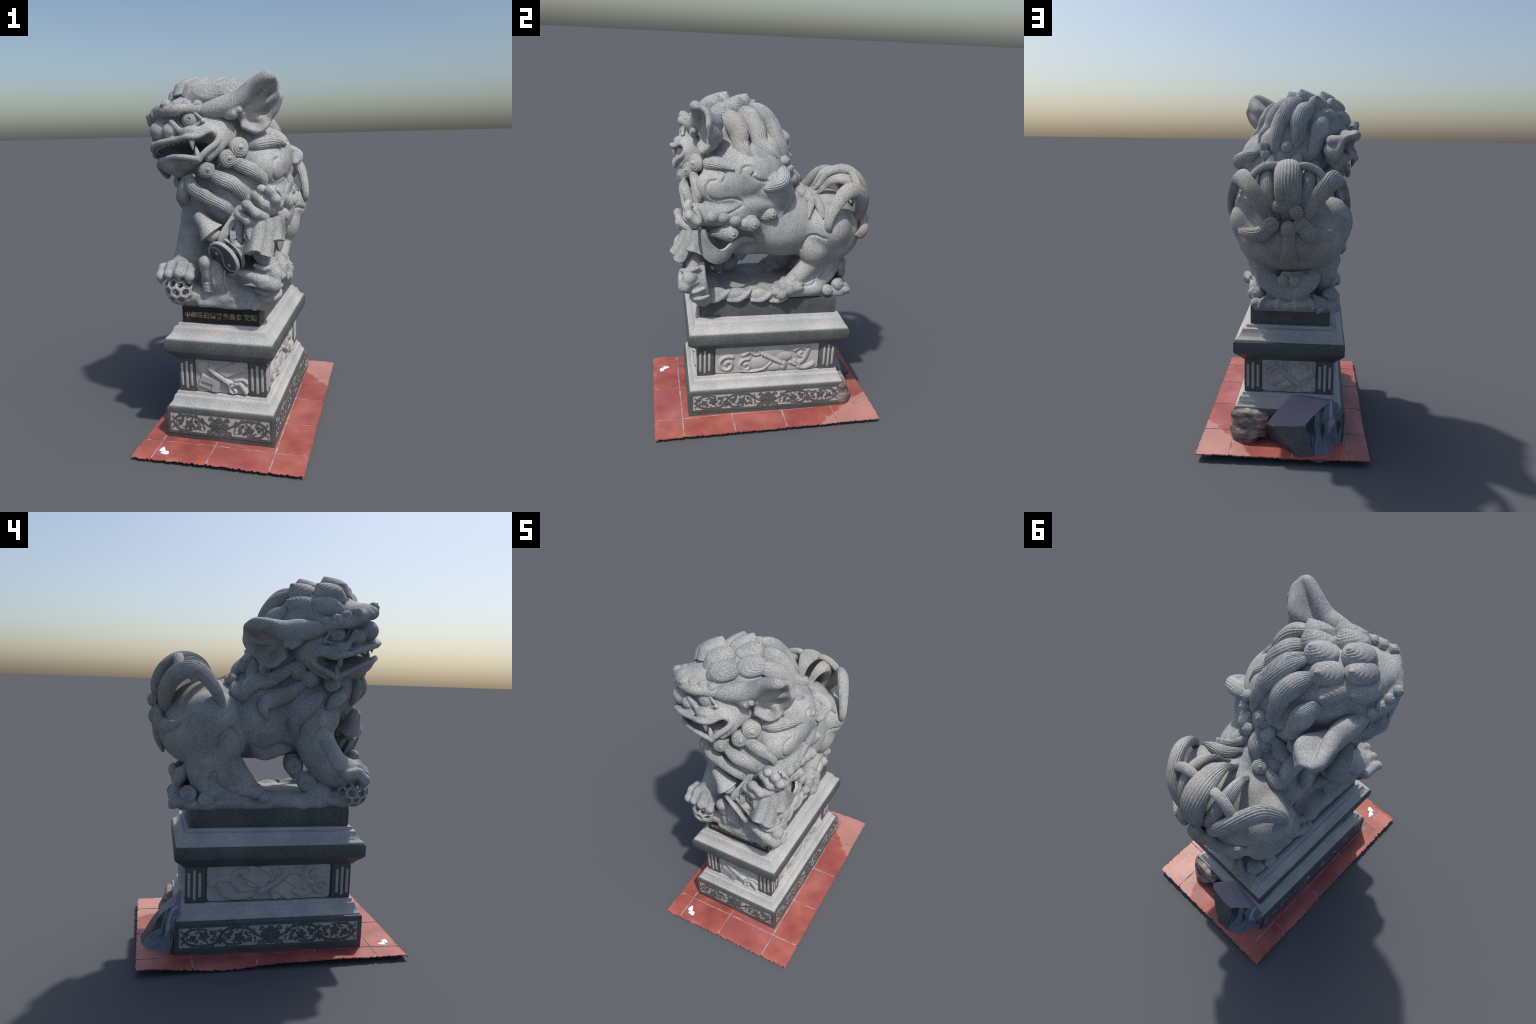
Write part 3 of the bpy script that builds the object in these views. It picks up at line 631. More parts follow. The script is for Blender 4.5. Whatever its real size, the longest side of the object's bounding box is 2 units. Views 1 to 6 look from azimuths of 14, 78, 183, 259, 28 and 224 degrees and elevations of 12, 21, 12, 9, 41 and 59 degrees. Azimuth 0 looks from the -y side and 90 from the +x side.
# ------------------------------------------------------------------ face
def eye(s):
    c = hw(0.196, s * 0.152, -0.012); n = unit(V(0.62, s * 0.75, -0.06) @ HM)
    a = unit(np.cross((0, 0, 1), n)); b = np.cross(n, a)
    rr = np.linspace(0.999, 0.001, 30); th = np.linspace(0, 2 * np.pi, 40, endpoint=False)
    sec = []
    for t in np.linspace(math.pi, 0.01, 40):
        ring = 0.0022 * abs(math.sin(t * 9)) if t < 1.2 else 0
        r = 0.049 - 0.0016 + ring * 1.3 - (0.005 if t < 0.16 else 0)
        sec.append([c + n * r * math.cos(t) + (a * math.cos(q) + b * math.sin(q)) * r * math.sin(t) for q in th])
    v, f = loft(np.array(sec)); new_obj('eye', v, f, MAT_LION, LION)
    lid = hws([(0.245, s * 0.095, 0.006), (0.232, s * 0.135, 0.030), (0.205, s * 0.185, 0.022), (0.172, s * 0.226, -0.028)])
    lock('eyelid', lid, [0.006, 0.010, 0.010, 0.006], 0.008, n, ribs=6, depth=0)
    lid = hws([(0.245, s * 0.095, 0.0), (0.232, s * 0.125, -0.040), (0.205, s * 0.18, -0.052), (0.172, s * 0.226, -0.036)])
    lock('eyelid', lid, [0.006, 0.010, 0.010, 0.006], 0.008, n, ribs=6, depth=0)
    blob('eye', hw(0.172, s * 0.226, -0.036), (0.012,) * 3)
for s in (1, -1):
    eye(s)
    for t in np.linspace(0.08, 1, 4):         # tight brow curls
        c = hw(0.308 - 0.135 * t, s * (0.092 + 0.100 * t ** 0.9), 0.080 - 0.030 * t)
        n = V(0.55, s * 0.35, 0.75) @ HM
        lock('brow_curl', [c - 0.030 * HM[2] + 0.012 * HM[0], c + 0.004 * unit(n), c - 0.02 * HM[0] + 0.012 * HM[2]], [0.018, 0.027, 0.018], [0.014, 0.022, 0.016], n, ribs=16, depth=0.0025)
        curl('brow_curl', c + 0.012 * unit(n), n, 0.024, 0.013, turns=2, knob=0.6, depth=0.002)
    # fangs
    for top, tip, r in ((hw(0.238, s * 0.205, -0.112), hw(0.236, s * 0.200, -0.172), 0.017), (hw(0.212, s * 0.196, -0.205), hw(0.216, s * 0.194, -0.150), 0.015)):
        lock('fang', [top, (top * 0.5 + tip * 0.5), tip], [r, r * 0.75, 0.002], [r, r * 0.75, 0.002], HM[1] * s, ribs=8, depth=0)
    for t in np.linspace(0.06, 0.92, 7):    # upper front teeth
        c = hw(0.322 - 0.085 * t ** 2.2, s * (0.165 * t), -0.108 - 0.004 * t)
        o = blob('tooth', c, (0.009, 0.011, 0.011), HM)

# ------------------------------------------------------------------ rocky drapery base, cloth and trinkets
C = Field((-0.36, -0.62, 0.755), (0.40, 0.60, 1.34), 0.005)
C.tag = 1
C.box((-0.033, 0.045, 0.814), (0.215, 0.465, 0.036), 0.03, 0.02)
C.ell((-0.222, -0.25, 0.865), (0.055, 0.075, 0.065), 0.03)
C.ell((-0.19, -0.07, 0.845), (0.06, 0.10, 0.03), 0.03); C.ell((-0.20, 0.03, 0.84), (0.05, 0.07, 0.025), 0.03)
for i in range(13):                        # frilled hem along both flanks
    y = -0.38 + i * 0.073
    C.ell((-0.235 + 0.006 * math.sin(i * 2.1), y, 0.815 + 0.010 * math.sin(i * 1.7)), (0.03, 0.045, 0.024), 0.02)
for y, z, L in ((-0.335, 0.842, 1.15), (-0.20, 0.838, 1.0), (-0.055, 0.832, 0.9), (0.06, 0.822, 0.8)):      # breaking-wave scallops on the left
    C.ell((0.182, y, z - 0.004), (0.034, 0.075 * L, 0.042 * L), 0.015)
    C.tube([(0.200, y - 0.05, z - 0.035), (0.210, y + 0.01, z - 0.030), (0.206, y + 0.058, z), (0.196, y + 0.085, z + 0.028)], [0.012, 0.016, 0.015, 0.009], 0.012)
for x in (-0.24, -0.17, -0.09, -0.01, 0.07, 0.13):
    C.ell((x, 0.505, 0.822 + 0.008 * math.sin(x * 40)), (0.05, 0.028, 0.022), 0.02)
for x, a_ in ((-0.20, -0.5), (-0.13, -0.25), (-0.05, 0.0), (0.04, 0.15), (0.12, 0.4)):
    C.tube([(x * 0.7, 0.47, 0.865), (x + a_ * 0.02, 0.515, 0.845), (x + a_ * 0.06, 0.540, 0.812)], [0.012, 0.014, 0.010], 0.012)
C.tube([(-0.27, 0.53, 0.815), (-0.25, 0.545, 0.80)], [0.02, 0.008], 0.012); C.tube([(0.165, 0.52, 0.82), (0.16, 0.53, 0.80)], [0.02, 0.008], 0.012); C.tube([(-0.19, 0.535, 0.81), (-0.17, 0.545, 0.795)], [0.018, 0.008], 0.012)
C.ell((-0.25, 0.525, 0.83), (0.035, 0.03, 0.02), 0.015); C.ell((0.165, 0.50, 0.83), (0.03, 0.03, 0.022), 0.015)
# front rocks and a tumbled little figure
C.ell((0.0, -0.38, 0.84), (0.20, 0.09, 0.06), 0.03)
C.ell((-0.03, -0.425, 0.94), (0.10, 0.045, 0.10), 0.03)
C.ell((0.12, -0.415, 0.85), (0.09, 0.05, 0.06), 0.03)
C.tube([(-0.083, -0.485, 1.045), (-0.085, -0.47, 0.98), (-0.06, -0.43, 0.92)], [0.034, 0.024, 0.03], 0.01)
C.ell((-0.083, -0.485, 1.045), (0.036, 0.034, 0.036), 0.006)
C.ell((-0.078, -0.445, 0.905), (0.036, 0.035, 0.034), 0.01)
for dz in (-0.016, 0.004, 0.022): C.tube([(-0.105, -0.455, 0.90 + dz), (-0.08, -0.472, 0.905 + dz), (-0.055, -0.465, 0.90 + dz)], 0.010, 0.004)
C.tube([(-0.03, -0.44, 1.02), (-0.02, -0.445, 0.95), (0.0, -0.43, 0.88)], [0.04, 0.05, 0.04], 0.02)
for i in range(4): C.tube([(-0.045 + i * 0.022, -0.478, 1.0), (-0.038 + i * 0.02, -0.49, 0.94), (-0.03 + i * 0.022, -0.465, 0.88)], 0.008, 0.006)
C.tube([(-0.04, -0.43, 0.845), (0.01, -0.45, 0.84), (0.042, -0.455, 0.852)], [0.03, 0.036, 0.034], 0.02)
C.tube([(-0.13, -0.44, 0.81), (-0.05, -0.455, 0.815), (0.06, -0.455, 0.81), (0.19, -0.44, 0.815)], [0.022, 0.02, 0.022, 0.02], 0.015)
C.ell((-0.2, -0.39, 0.85), (0.09, 0.075, 0.06), 0.02)
for i in range(5): C.tube([(-0.21 - 0.008 * i, -0.19 - 0.014 * i, 0.90 - 0.010 * i), (-0.240 - 0.004 * i, -0.24 - 0.012 * i, 0.855 - 0.005 * i), (-0.255, -0.31 - 0.01 * i, 0.825), (-0.26, -0.37, 0.84 + 0.008 * i)], [0.018, 0.022, 0.019, 0.010], 0.008)
# cloth: knotted bow and pleated fall at the front left corner
C.tag = 2
C.tube([(0.105, -0.50, 1.0), (0.15, -0.515, 0.995), (0.215, -0.52, 0.975), (0.285, -0.518, 0.945)], [0.015, 0.024, 0.034, 0.038], 0.012)
C.ell((0.285, -0.492, 1.0), (0.038, 0.042, 0.045), 0.015)
C.tube([(0.20, -0.465, 1.11), (0.24, -0.465, 1.05), (0.25, -0.46, 0.98), (0.245, -0.445, 0.90), (0.215, -0.42, 0.83), (0.20, -0.40, 0.80)], [0.04, 0.045, 0.045, 0.045, 0.04, 0.03], 0.02)
for i in range(9):                          # pleats
    t = i / 8; a0 = V(0.26, -0.41, 1.08) * (1 - t) + V(0.19, -0.50, 1.02) * t
    C.tube([a0, V(0.29 - 0.03 * t, -0.405 - 0.11 * t, 1.0), V(0.275 - 0.045 * t, -0.39 - 0.10 * t, 0.91), V(0.225 - 0.025 * t, -0.37 - 0.07 * t, 0.815)], [0.009, 0.011, 0.012, 0.008], 0.006)
for z, y0 in ((1.045, -0.535), (0.955, -0.545), (0.91, -0.51), (0.865, -0.48)):
    C.tube([(0.19, y0 + 0.02, z), (0.245, y0 + 0.005, z - 0.012), (0.295, y0 + 0.05, z + 0.004), (0.295, y0 + 0.10, z + 0.02)], [0.011, 0.014, 0.013, 0.008], 0.008)
C.tube([(0.19, -0.44, 0.83), (0.17, -0.46, 0.80)], [0.03, 0.012], 0.02)
cv, cf, cl = C.mesh(); cv = relax(cv, cf, 1)
split_body(cv, cf, cl, {1: 'rock_base', 2: 'pleated_cloth'}, MAT_LION, LION)

def ribbon(name, path, side, width, thick, n=50, m=9, curl_edge=0.0, folds=0, fold_h=0.0):
    path = np.array(path, float); side = np.array(side, float)
    if side.ndim == 1: side = np.repeat(side[None], len(path), 0)
    w = np.interp(np.linspace(0, 1, len(path)), np.linspace(0, 1, len(np.atleast_1d(width))), np.atleast_1d(width))
    P, R = spline(path, np.hstack([w[:, None], side]), n)
    T = np.gradient(P, axis=0); S = R[:, 1:] - (R[:, 1:] * T).sum(1)[:, None] * T / (T * T).sum(1)[:, None]
    S /= np.linalg.norm(S, axis=1)[:, None]; T /= np.linalg.norm(T, axis=1)[:, None]; U = np.cross(S, T)
    u = np.linspace(-1, 1, m); hgt = curl_edge * u ** 2 + fold_h * np.cos(np.pi * folds * (u + 1))
    g = P[:, None] + (R[:, 0, None] * u)[..., None] * S[:, None] + hgt[None, :, None] * U[:, None]
    v, f = shell(g, thick); return new_obj(name, v, f, MAT_LION, LION, angle=60)
ribbon('sash', [(0.285, -0.43, 1.29), (0.30, -0.42, 1.22), (0.308, -0.39, 1.165), (0.305, -0.335, 1.125), (0.295, -0.28, 1.135), (0.275, -0.23, 1.18), (0.25, -0.18, 1.205), (0.235, -0.11, 1.20)], (0.25, 0.1, 1.0), [0.03, 0.045, 0.05, 0.042, 0.03, 0.015], 0.016, curl_edge=0.006)
ribbon('sash', [(0.122, -0.45, 1.375), (0.10, -0.475, 1.32), (0.07, -0.505, 1.26), (0.035, -0.522, 1.20), (0.02, -0.515, 1.15)], (1, 0.25, 0.35), [0.012, 0.018, 0.022, 0.02], 0.02)
ribbon('sash', [(0.065, -0.505, 1.22), (0.075, -0.52, 1.15), (0.12, -0.525, 1.12), (0.165, -0.52, 1.15), (0.17, -0.50, 1.22), (0.165, -0.48, 1.28)], (0.0, -0.3, 1.0), 0.02, 0.03)
lock('sash', [(0.105, -0.47, 1.27), (0.10, -0.478, 1.21), (0.098, -0.47, 1.14)], [0.03, 0.032, 0.03], [0.028, 0.03, 0.028], (0, -1, 0), ribs=12, depth=0)
# spreading front cloth with radial folds
top = np.array([(0.165, -0.49, 1.28), (0.21, -0.49, 1.275), (0.255, -0.465, 1.28), (0.285, -0.43, 1.285)]); bot = np.array([(0.140, -0.51, 1.13), (0.200, -0.535, 1.10), (0.258, -0.475, 1.12), (0.30, -0.41, 1.17)])
ti, _ = spline(top, np.zeros(4), 61); bi, _ = spline(bot, np.zeros(4), 61)
u1 = np.linspace(0, 1, 30)[:, None]; u = u1[..., None]; q = np.linspace(0, 1, 61)[None]
g = ti[None] * (1 - u) + bi[None] * u
fold = (np.abs(np.sin(q * math.pi * 3.2 + 0.9 + 1.4 * u1)) + 0.35 * np.sin(q * 23 + 3 * u1)) * (0.25 + u1) * 0.024
flare = 0.018 * u1 ** 2 * np.sin(math.pi * q)
g = g + unit(V(0.45, -0.85, 0.1)) * (fold + flare)[..., None] - V(0, 0, 1) * (0.020 * np.sin(q * math.pi * 4 + 1) * u1 ** 2)[..., None]
g[..., 2] += -0.012 * np.sin(math.pi * u[..., 0])
v, f = shell(g[:, ::-1], 0.026); new_obj('front_cloth', v, f, MAT_LION, LION, angle=75)

def lathe(name, c, axis, prof, mat=MAT_LION, n=48):
    """prof: (distance along axis, radius)."""
    ax = unit(axis); a = unit(np.cross(ax, (0.3, 0.9, 0.2))); b = np.cross(ax, a); th = np.linspace(0, 2 * np.pi, n, endpoint=False)
    sec = np.array([[np.array(c) + ax * t + (a * math.cos(q) + b * math.sin(q)) * r for q in th] for t, r in prof])
    v, f = loft(sec); return new_obj(name, v, f, mat, LION, angle=40)
bx = unit(V(0.075, -0.005, -0.095))
lathe('bell', V(-0.122, -0.468, 1.300), bx, [(-0.004, 0.006), (0.0, 0.020), (0.008, 0.030), (0.022, 0.035), (0.05, 0.039), (0.08, 0.046), (0.105, 0.057), (0.124, 0.068), (0.131, 0.069), (0.131, 0.05)])
blob('bell', V(-0.122, -0.468, 1.300) + bx * 0.138, (0.04, 0.04, 0.04))
dn = unit(V(-0.474, -0.80, -0.41)); dc = V(0.020, -0.508, 1.068)
for k in (0, 1):
    c = dc - dn * 0.042 * k
    lathe('cymbal', c, dn, [(-0.022, 0.06), (-0.022, 0.094), (-0.018, 0.100), (-0.004, 0.102), (0.002, 0.099), (0.002, 0.090), (-0.006, 0.088)])
    o = lathe('cymbal', c, dn, [(-0.01, 0.05), (-0.01, 0.0895), (-0.003, 0.0895), (-0.003, 0.004)], mat=MAT_DARK)
ca = unit(np.cross(dn, (0.3, 0.9, 0.2))); cb = np.cross(dn, ca)
lock('cymbal', [dc + ca * x + cb * y - dn * 0.004 for x, y in ((-0.088, 0.0), (-0.06, 0.032), (-0.02, 0.026), (0.0, 0.0), (0.02, -0.026), (0.06, -0.032), (0.088, 0.0))], 0.004, 0.005, dn, ribs=6, depth=0)
for x in (-0.045, 0.045): lathe('cymbal', dc + ca * x - dn * 0.006, dn, [(0.0, 0.011), (0.006, 0.010), (0.008, 0.006)])
lathe('cymbal', dc - dn * 0.10, dn, [(0.0, 0.03), (0.02, 0.05), (0.09, 0.05)])

# openwork ball under the right paw
ico = bmesh.new(); bmesh.ops.create_icosphere(ico, subdivisions=2, radius=0.09)
bm = bmesh.new(); cen = {}; ico.faces.ensure_lookup_table()
for f in ico.faces: cen[f.index] = bm.verts.new(f.calc_center_median().normalized() * 0.09)
for w_ in ico.verts:
    n_ = w_.co.normalized(); a_ = n_.orthogonal().normalized(); b2 = n_.cross(a_)
    ring = sorted(w_.link_faces, key=lambda f: math.atan2((f.calc_center_median()).dot(b2), (f.calc_center_median()).dot(a_)))
    bm.faces.new([cen[f.index] for f in ring])
ico.free(); bm.normal_update()
r = bmesh.ops.inset_individual(bm, faces=bm.faces[:], thickness=0.0105, depth=0.0)
hole = [f for f in bm.faces if f not in set(r['faces'])]
bmesh.ops.delete(bm, geom=hole, context='FACES')
bmesh.ops.solidify(bm, geom=bm.faces[:], thickness=0.02)
me = bpy.data.meshes.new('openwork_ball'); bm.to_mesh(me); bm.free(); me.materials.append(MAT_LION)
ball = bpy.data.objects.new('openwork_ball', me); bpy.context.collection.objects.link(ball); ball.location = (-0.245, -0.425, 0.882); attach(ball, LION)

# ------------------------------------------------------------------ pedestal
PED = empty('stone_pedestal', (-0.026, 0.012, 0.035))
PED['label'] = 'moulded two-tone granite pedestal with carved panels'
PED['category'] = 'pedestal'
PEDM = Matrix.Translation((-0.026, 0.012, 0)) @ Matrix.Rotation(math.radians(-0.9), 4, 'Z')
def pw(x, y, z): return tuple(PEDM @ Vector((x, y, z)))

def rings(name, prof, mat, parent, cap=True, cx=0.0, cy=0.0, bev=0.004):
    """Stack of rectangles: prof = [(z, half_x, half_y)]."""
    vs, fs = [], []
    for z, hx, hy in prof:
        vs += [pw(cx - hx, cy - hy, z), pw(cx + hx, cy - hy, z), pw(cx + hx, cy + hy, z), pw(cx - hx, cy + hy, z)]
    for i in range(len(prof) - 1):
        for j in range(4):
            k = (j + 1) % 4
            fs.append((4 * i + j, 4 * i + k, 4 * i + 4 + k, 4 * i + 4 + j))
    if cap:
        fs.append((3, 2, 1, 0)); n = 4 * (len(prof) - 1); fs.append((n, n + 1, n + 2, n + 3))
    o = new_obj(name, vs, fs, mat, parent, smooth=False)
    bm = bmesh.new(); bm.from_mesh(o.data)
    ed = [e for e in bm.edges if e.calc_face_angle(0) > 0.5]
    bmesh.ops.bevel(bm, geom=ed, offset=bev, segments=2, profile=0.5, affect='EDGES', clamp_overlap=True)
    bm.to_mesh(o.data); bm.free()
    o.data.polygons.foreach_set('use_smooth', [True] * len(o.data.polygons))
    o.data.set_sharp_from_angle(angle=math.radians(35))
    return o

rings('base_course', [(0.02, 0.309, 0.506), (0.205, 0.309, 0.506), (0.212, 0.304, 0.501)], MAT_DARK, PED, cx=-0.004)
rings('lower_moulding', [(0.205, 0.299, 0.498), (0.220, 0.299, 0.498), (0.224, 0.292, 0.491), (0.243, 0.280, 0.480), (0.260, 0.276, 0.475), (0.270, 0.273, 0.472), (0.276, 0.262, 0.462), (0.29, 0.260, 0.459)], MAT_LIGHT, PED, bev=0.002)
rings('dado', [(0.285, 0.241, 0.440), (0.50, 0.241, 0.440)], MAT_DARK, PED)
for sx in (-1, 1):
    for sy in (-1, 1): rings('corner_pier', [(0.286, 0.0475, 0.0525), (0.499, 0.0475, 0.0525)], MAT_DARK, PED, cx=sx * 0.2025, cy=sy * 0.3965, bev=0.003)
rings('cornice', [(0.486, 0.256, 0.455), (0.506, 0.272, 0.472), (0.530, 0.297, 0.499), (0.541, 0.306, 0.507), (0.596, 0.306, 0.507), (0.605, 0.302, 0.503)], MAT_DARK, PED, bev=0.002)
rings('upper_moulding', [(0.60, 0.298, 0.498), (0.614, 0.298, 0.498), (0.620, 0.289, 0.489), (0.630, 0.277, 0.476), (0.652, 0.264, 0.466), (0.667, 0.260, 0.462), (0.672, 0.242, 0.447), (0.687, 0.239, 0.444)], MAT_LIGHT, PED, bev=0.002)
rings('plinth', [(0.68, 0.220, 0.428), (0.795, 0.220, 0.428)], MAT_DARK, PED)

# --- faces of the pedestal: origin on the face centre line, right, up, outward
FACES = {'front': (V(0, -1, 0), V(1, 0, 0)), 'right': (V(1, 0, 0), V(0, 1, 0)), 'rear': (V(0, 1, 0), V(-1, 0, 0)), 'left': (V(-1, 0, 0), V(0, -1, 0))}
def to_face(side, dist, u, v, w, z0, shift=0.0):
    """Panel coordinates (u along, v up, w out) -> world."""
    n, r = FACES[side]
    u, v, w = (np.asarray(q, float) for q in np.broadcast_arrays(u, v, w))
    p = r * u[..., None] + n * (dist + w)[..., None]
    p[..., 2] = z0 + v; p[..., 0] += shift
    M = np.array(PEDM); return p @ M[:3, :3].T + M[:3, 3]

def plate(hu, hv, rc, step=0.006):
    """Rounded-corner mask and grid for a panel."""
    nu, nv = int(2 * hu / step) + 1, int(2 * hv / step) + 1
    U, W = np.meshgrid(np.linspace(-hu, hu, nu), np.linspace(-hv, hv, nv), indexing='ij')
    d = np.hypot(np.maximum(np.abs(U) - (hu - rc), 0), np.maximum(np.abs(W) - (hv - rc), 0)) - rc
    return U, W, d

def seg_dist(U, W, pts):
    best = np.full(U.shape, 9.0); along = np.zeros(U.shape); L = 0.0
    pts = np.array(pts, float)
    for a, b in zip(pts[:-1], pts[1:]):
        ab = b - a; l = np.hypot(*ab) + 1e-9
        t = np.clip(((U - a[0]) * ab[0] + (W - a[1]) * ab[1]) / l ** 2, 0, 1)
        d = np.hypot(U - a[0] - t * ab[0], W - a[1] - t * ab[1])
        m = d < best; best[m] = d[m]; along[m] = (L + t * l)[m]; L += l
    return best, along
def curve2(pts, n=40):
    p = np.array([(x, y, 0) for x, y in pts], float); q, _ = spline(p, np.zeros(len(p)), n); return q[:, :2]
def swirl(cx, cy, r, turns, start, hand=1, n=50):
    t = np.linspace(0, 1, n); a = start + hand * turns * 2 * np.pi * t
    return np.stack([cx + r * (1 - 0.88 * t) * np.cos(a), cy + r * (1 - 0.88 * t) * np.sin(a)], 1)

class Relief:
    def __init__(self, hu, hv):
        self.U, self.W, self.d = plate(hu, hv, 0.018, 0.0035); self.h = np.zeros(self.U.shape)
    def band(self, pts, w, h, folds=2):
        """A ribbon with lengthwise folds."""
        d, _ = seg_dist(self.U, self.W, pts); x = np.clip(1 - (d / w) ** 2, 0, 1)
        self.h = np.where(d < w, np.maximum(self.h * 0.5, h * np.sqrt(x) + 0.003 * np.cos(d / w * np.pi * folds) * x), self.h)
    def board(self, cx, cy, hx, hy, ang, h, lines=0):
        c, s_ = math.cos(ang), math.sin(ang); x = (self.U - cx) * c + (self.W - cy) * s_; y = -(self.U - cx) * s_ + (self.W - cy) * c
        e = np.minimum(hx - np.abs(x), hy - np.abs(y)); k = np.clip(e / 0.005, 0, 1)
        g = h * k + (0.0015 * np.sin(y * lines) * k if lines else 0)
        self.h = np.where(e > 0, np.maximum(g, self.h * (1 - k)), self.h)
    def roll(self, cx, cy, L, r, ang, h):
        c, s_ = math.cos(ang), math.sin(ang); x = (self.U - cx) * c + (self.W - cy) * s_; y = -(self.U - cx) * s_ + (self.W - cy) * c
        g = h * np.sqrt(np.clip(1 - (y / r) ** 2, 0, 1)) * (np.abs(x) < L) * (1 - 0.25 * (np.abs(np.abs(x) - L * 0.82) < 0.004))
        self.h = np.maximum(self.h, g)
    def oval(self, cx, cy, a, b, ang, h, p=0.5):
        c, s_ = math.cos(ang), math.sin(ang); x = (self.U - cx) * c + (self.W - cy) * s_; y = -(self.U - cx) * s_ + (self.W - cy) * c
        self.h = np.maximum(self.h, h * np.clip(1 - (x / a) ** 2 - (y / b) ** 2, 0, 1) ** p)
    def build(self, side, dist, z0, mat):
        ins = self.d <= 0.0005; edge = np.clip(-self.d / 0.004, 0, 1)
        P = to_face(side, dist, self.U, self.W, 0.003 + 1.0 * self.h * edge, z0)
        idx = np.arange(self.U.size).reshape(self.U.shape); nu, nv = self.U.shape; f = []
        ok = ins[:-1, :-1] & ins[1:, :-1] & ins[1:, 1:] & ins[:-1, 1:]
        for i, j in np.argwhere(ok): f.append((idx[i, j], idx[i + 1, j], idx[i + 1, j + 1], idx[i, j + 1]))
        o = new_obj('relief_panel', P.reshape(-1, 3), f, mat, PED)
        m = o.modifiers.new('body', 'SOLIDIFY'); m.thickness = 0.006; m.offset = -1
        return o

MAT_PANEL = stone('carved_panel_granite', (0.38, 0.37, 0.36), (0.48, 0.46, 0.445), (0.24, 0.24, 0.24), (0.66, 0.64, 0.62), rear=True)
PZ = 0.392
R = Relief(0.152, 0.097)                       # front: two books tied with a sash
R.oval(-0.105, 0.045, 0.04, 0.045, 0.3, 0.014); R.oval(-0.06, 0.03, 0.035, 0.035, 0.3, 0.012)
R.board(0.035, 0.035, 0.105, 0.034, 0.42, 0.014, 900); R.board(-0.07, -0.045, 0.062, 0.042, -0.35, 0.017, 900); R.board(-0.09, -0.06, 0.034, 0.02, -0.25, 0.010)
R.band(curve2([(-0.07, 0.05), (-0.04, 0.02), (0.02, -0.02), (0.06, -0.05)]), 0.018, 0.024, 4)
R.oval(-0.075, 0.055, 0.022, 0.022, 0, 0.02); R.band(curve2([(-0.07, 0.06), (-0.05, 0.09), (-0.03, 0.08)]), 0.010, 0.014)
R.band(curve2([(0.06, -0.045), (0.10, -0.035), (0.125, -0.065), (0.14, -0.09)]), 0.016, 0.018, 4); R.band(swirl(0.07, -0.075, 0.03, 0.9, 1.6), 0.012, 0.016)
R.band(curve2([(0.08, -0.02), (0.12, -0.01), (0.15, -0.03)]), 0.012, 0.010); R.band(swirl(0.125, 0.05, 0.03, 0.8, 0.5), 0.012, 0.012)
R.build('front', 0.440, PZ, MAT_PANEL)
R = Relief(0.152, 0.097)                       # rear: two scrolls with a strap
R.roll(0.0, 0.01, 0.11, 0.028, 0.45, 0.02); R.roll(0.04, -0.02, 0.11, 0.028, 0.45, 0.022); R.band(curve2([(-0.06, 0.055), (-0.02, 0.02), (0.04, -0.03), (0.07, -0.05)]), 0.015, 0.03, 3)
R.band(swirl(-0.11, 0.03, 0.035, 1.0, 0.4), 0.012, 0.014); R.band(swirl(0.11, -0.06, 0.035, 1.0, 2.0), 0.014, 0.014); R.band(curve2([(-0.02, 0.09), (0.0, 0.06), (0.02, 0.06)]), 0.012, 0.012)
for x in (-0.09, -0.05, 0.05, 0.12): R.band(curve2([(x, 0.10), (x + 0.006, 0.06)]), 0.012, 0.012)
R.band(curve2([(0.03, -0.06), (0.02, -0.08), (0.0, -0.095)]), 0.012, 0.012)
R.build('rear', 0.440, PZ, MAT_PANEL)
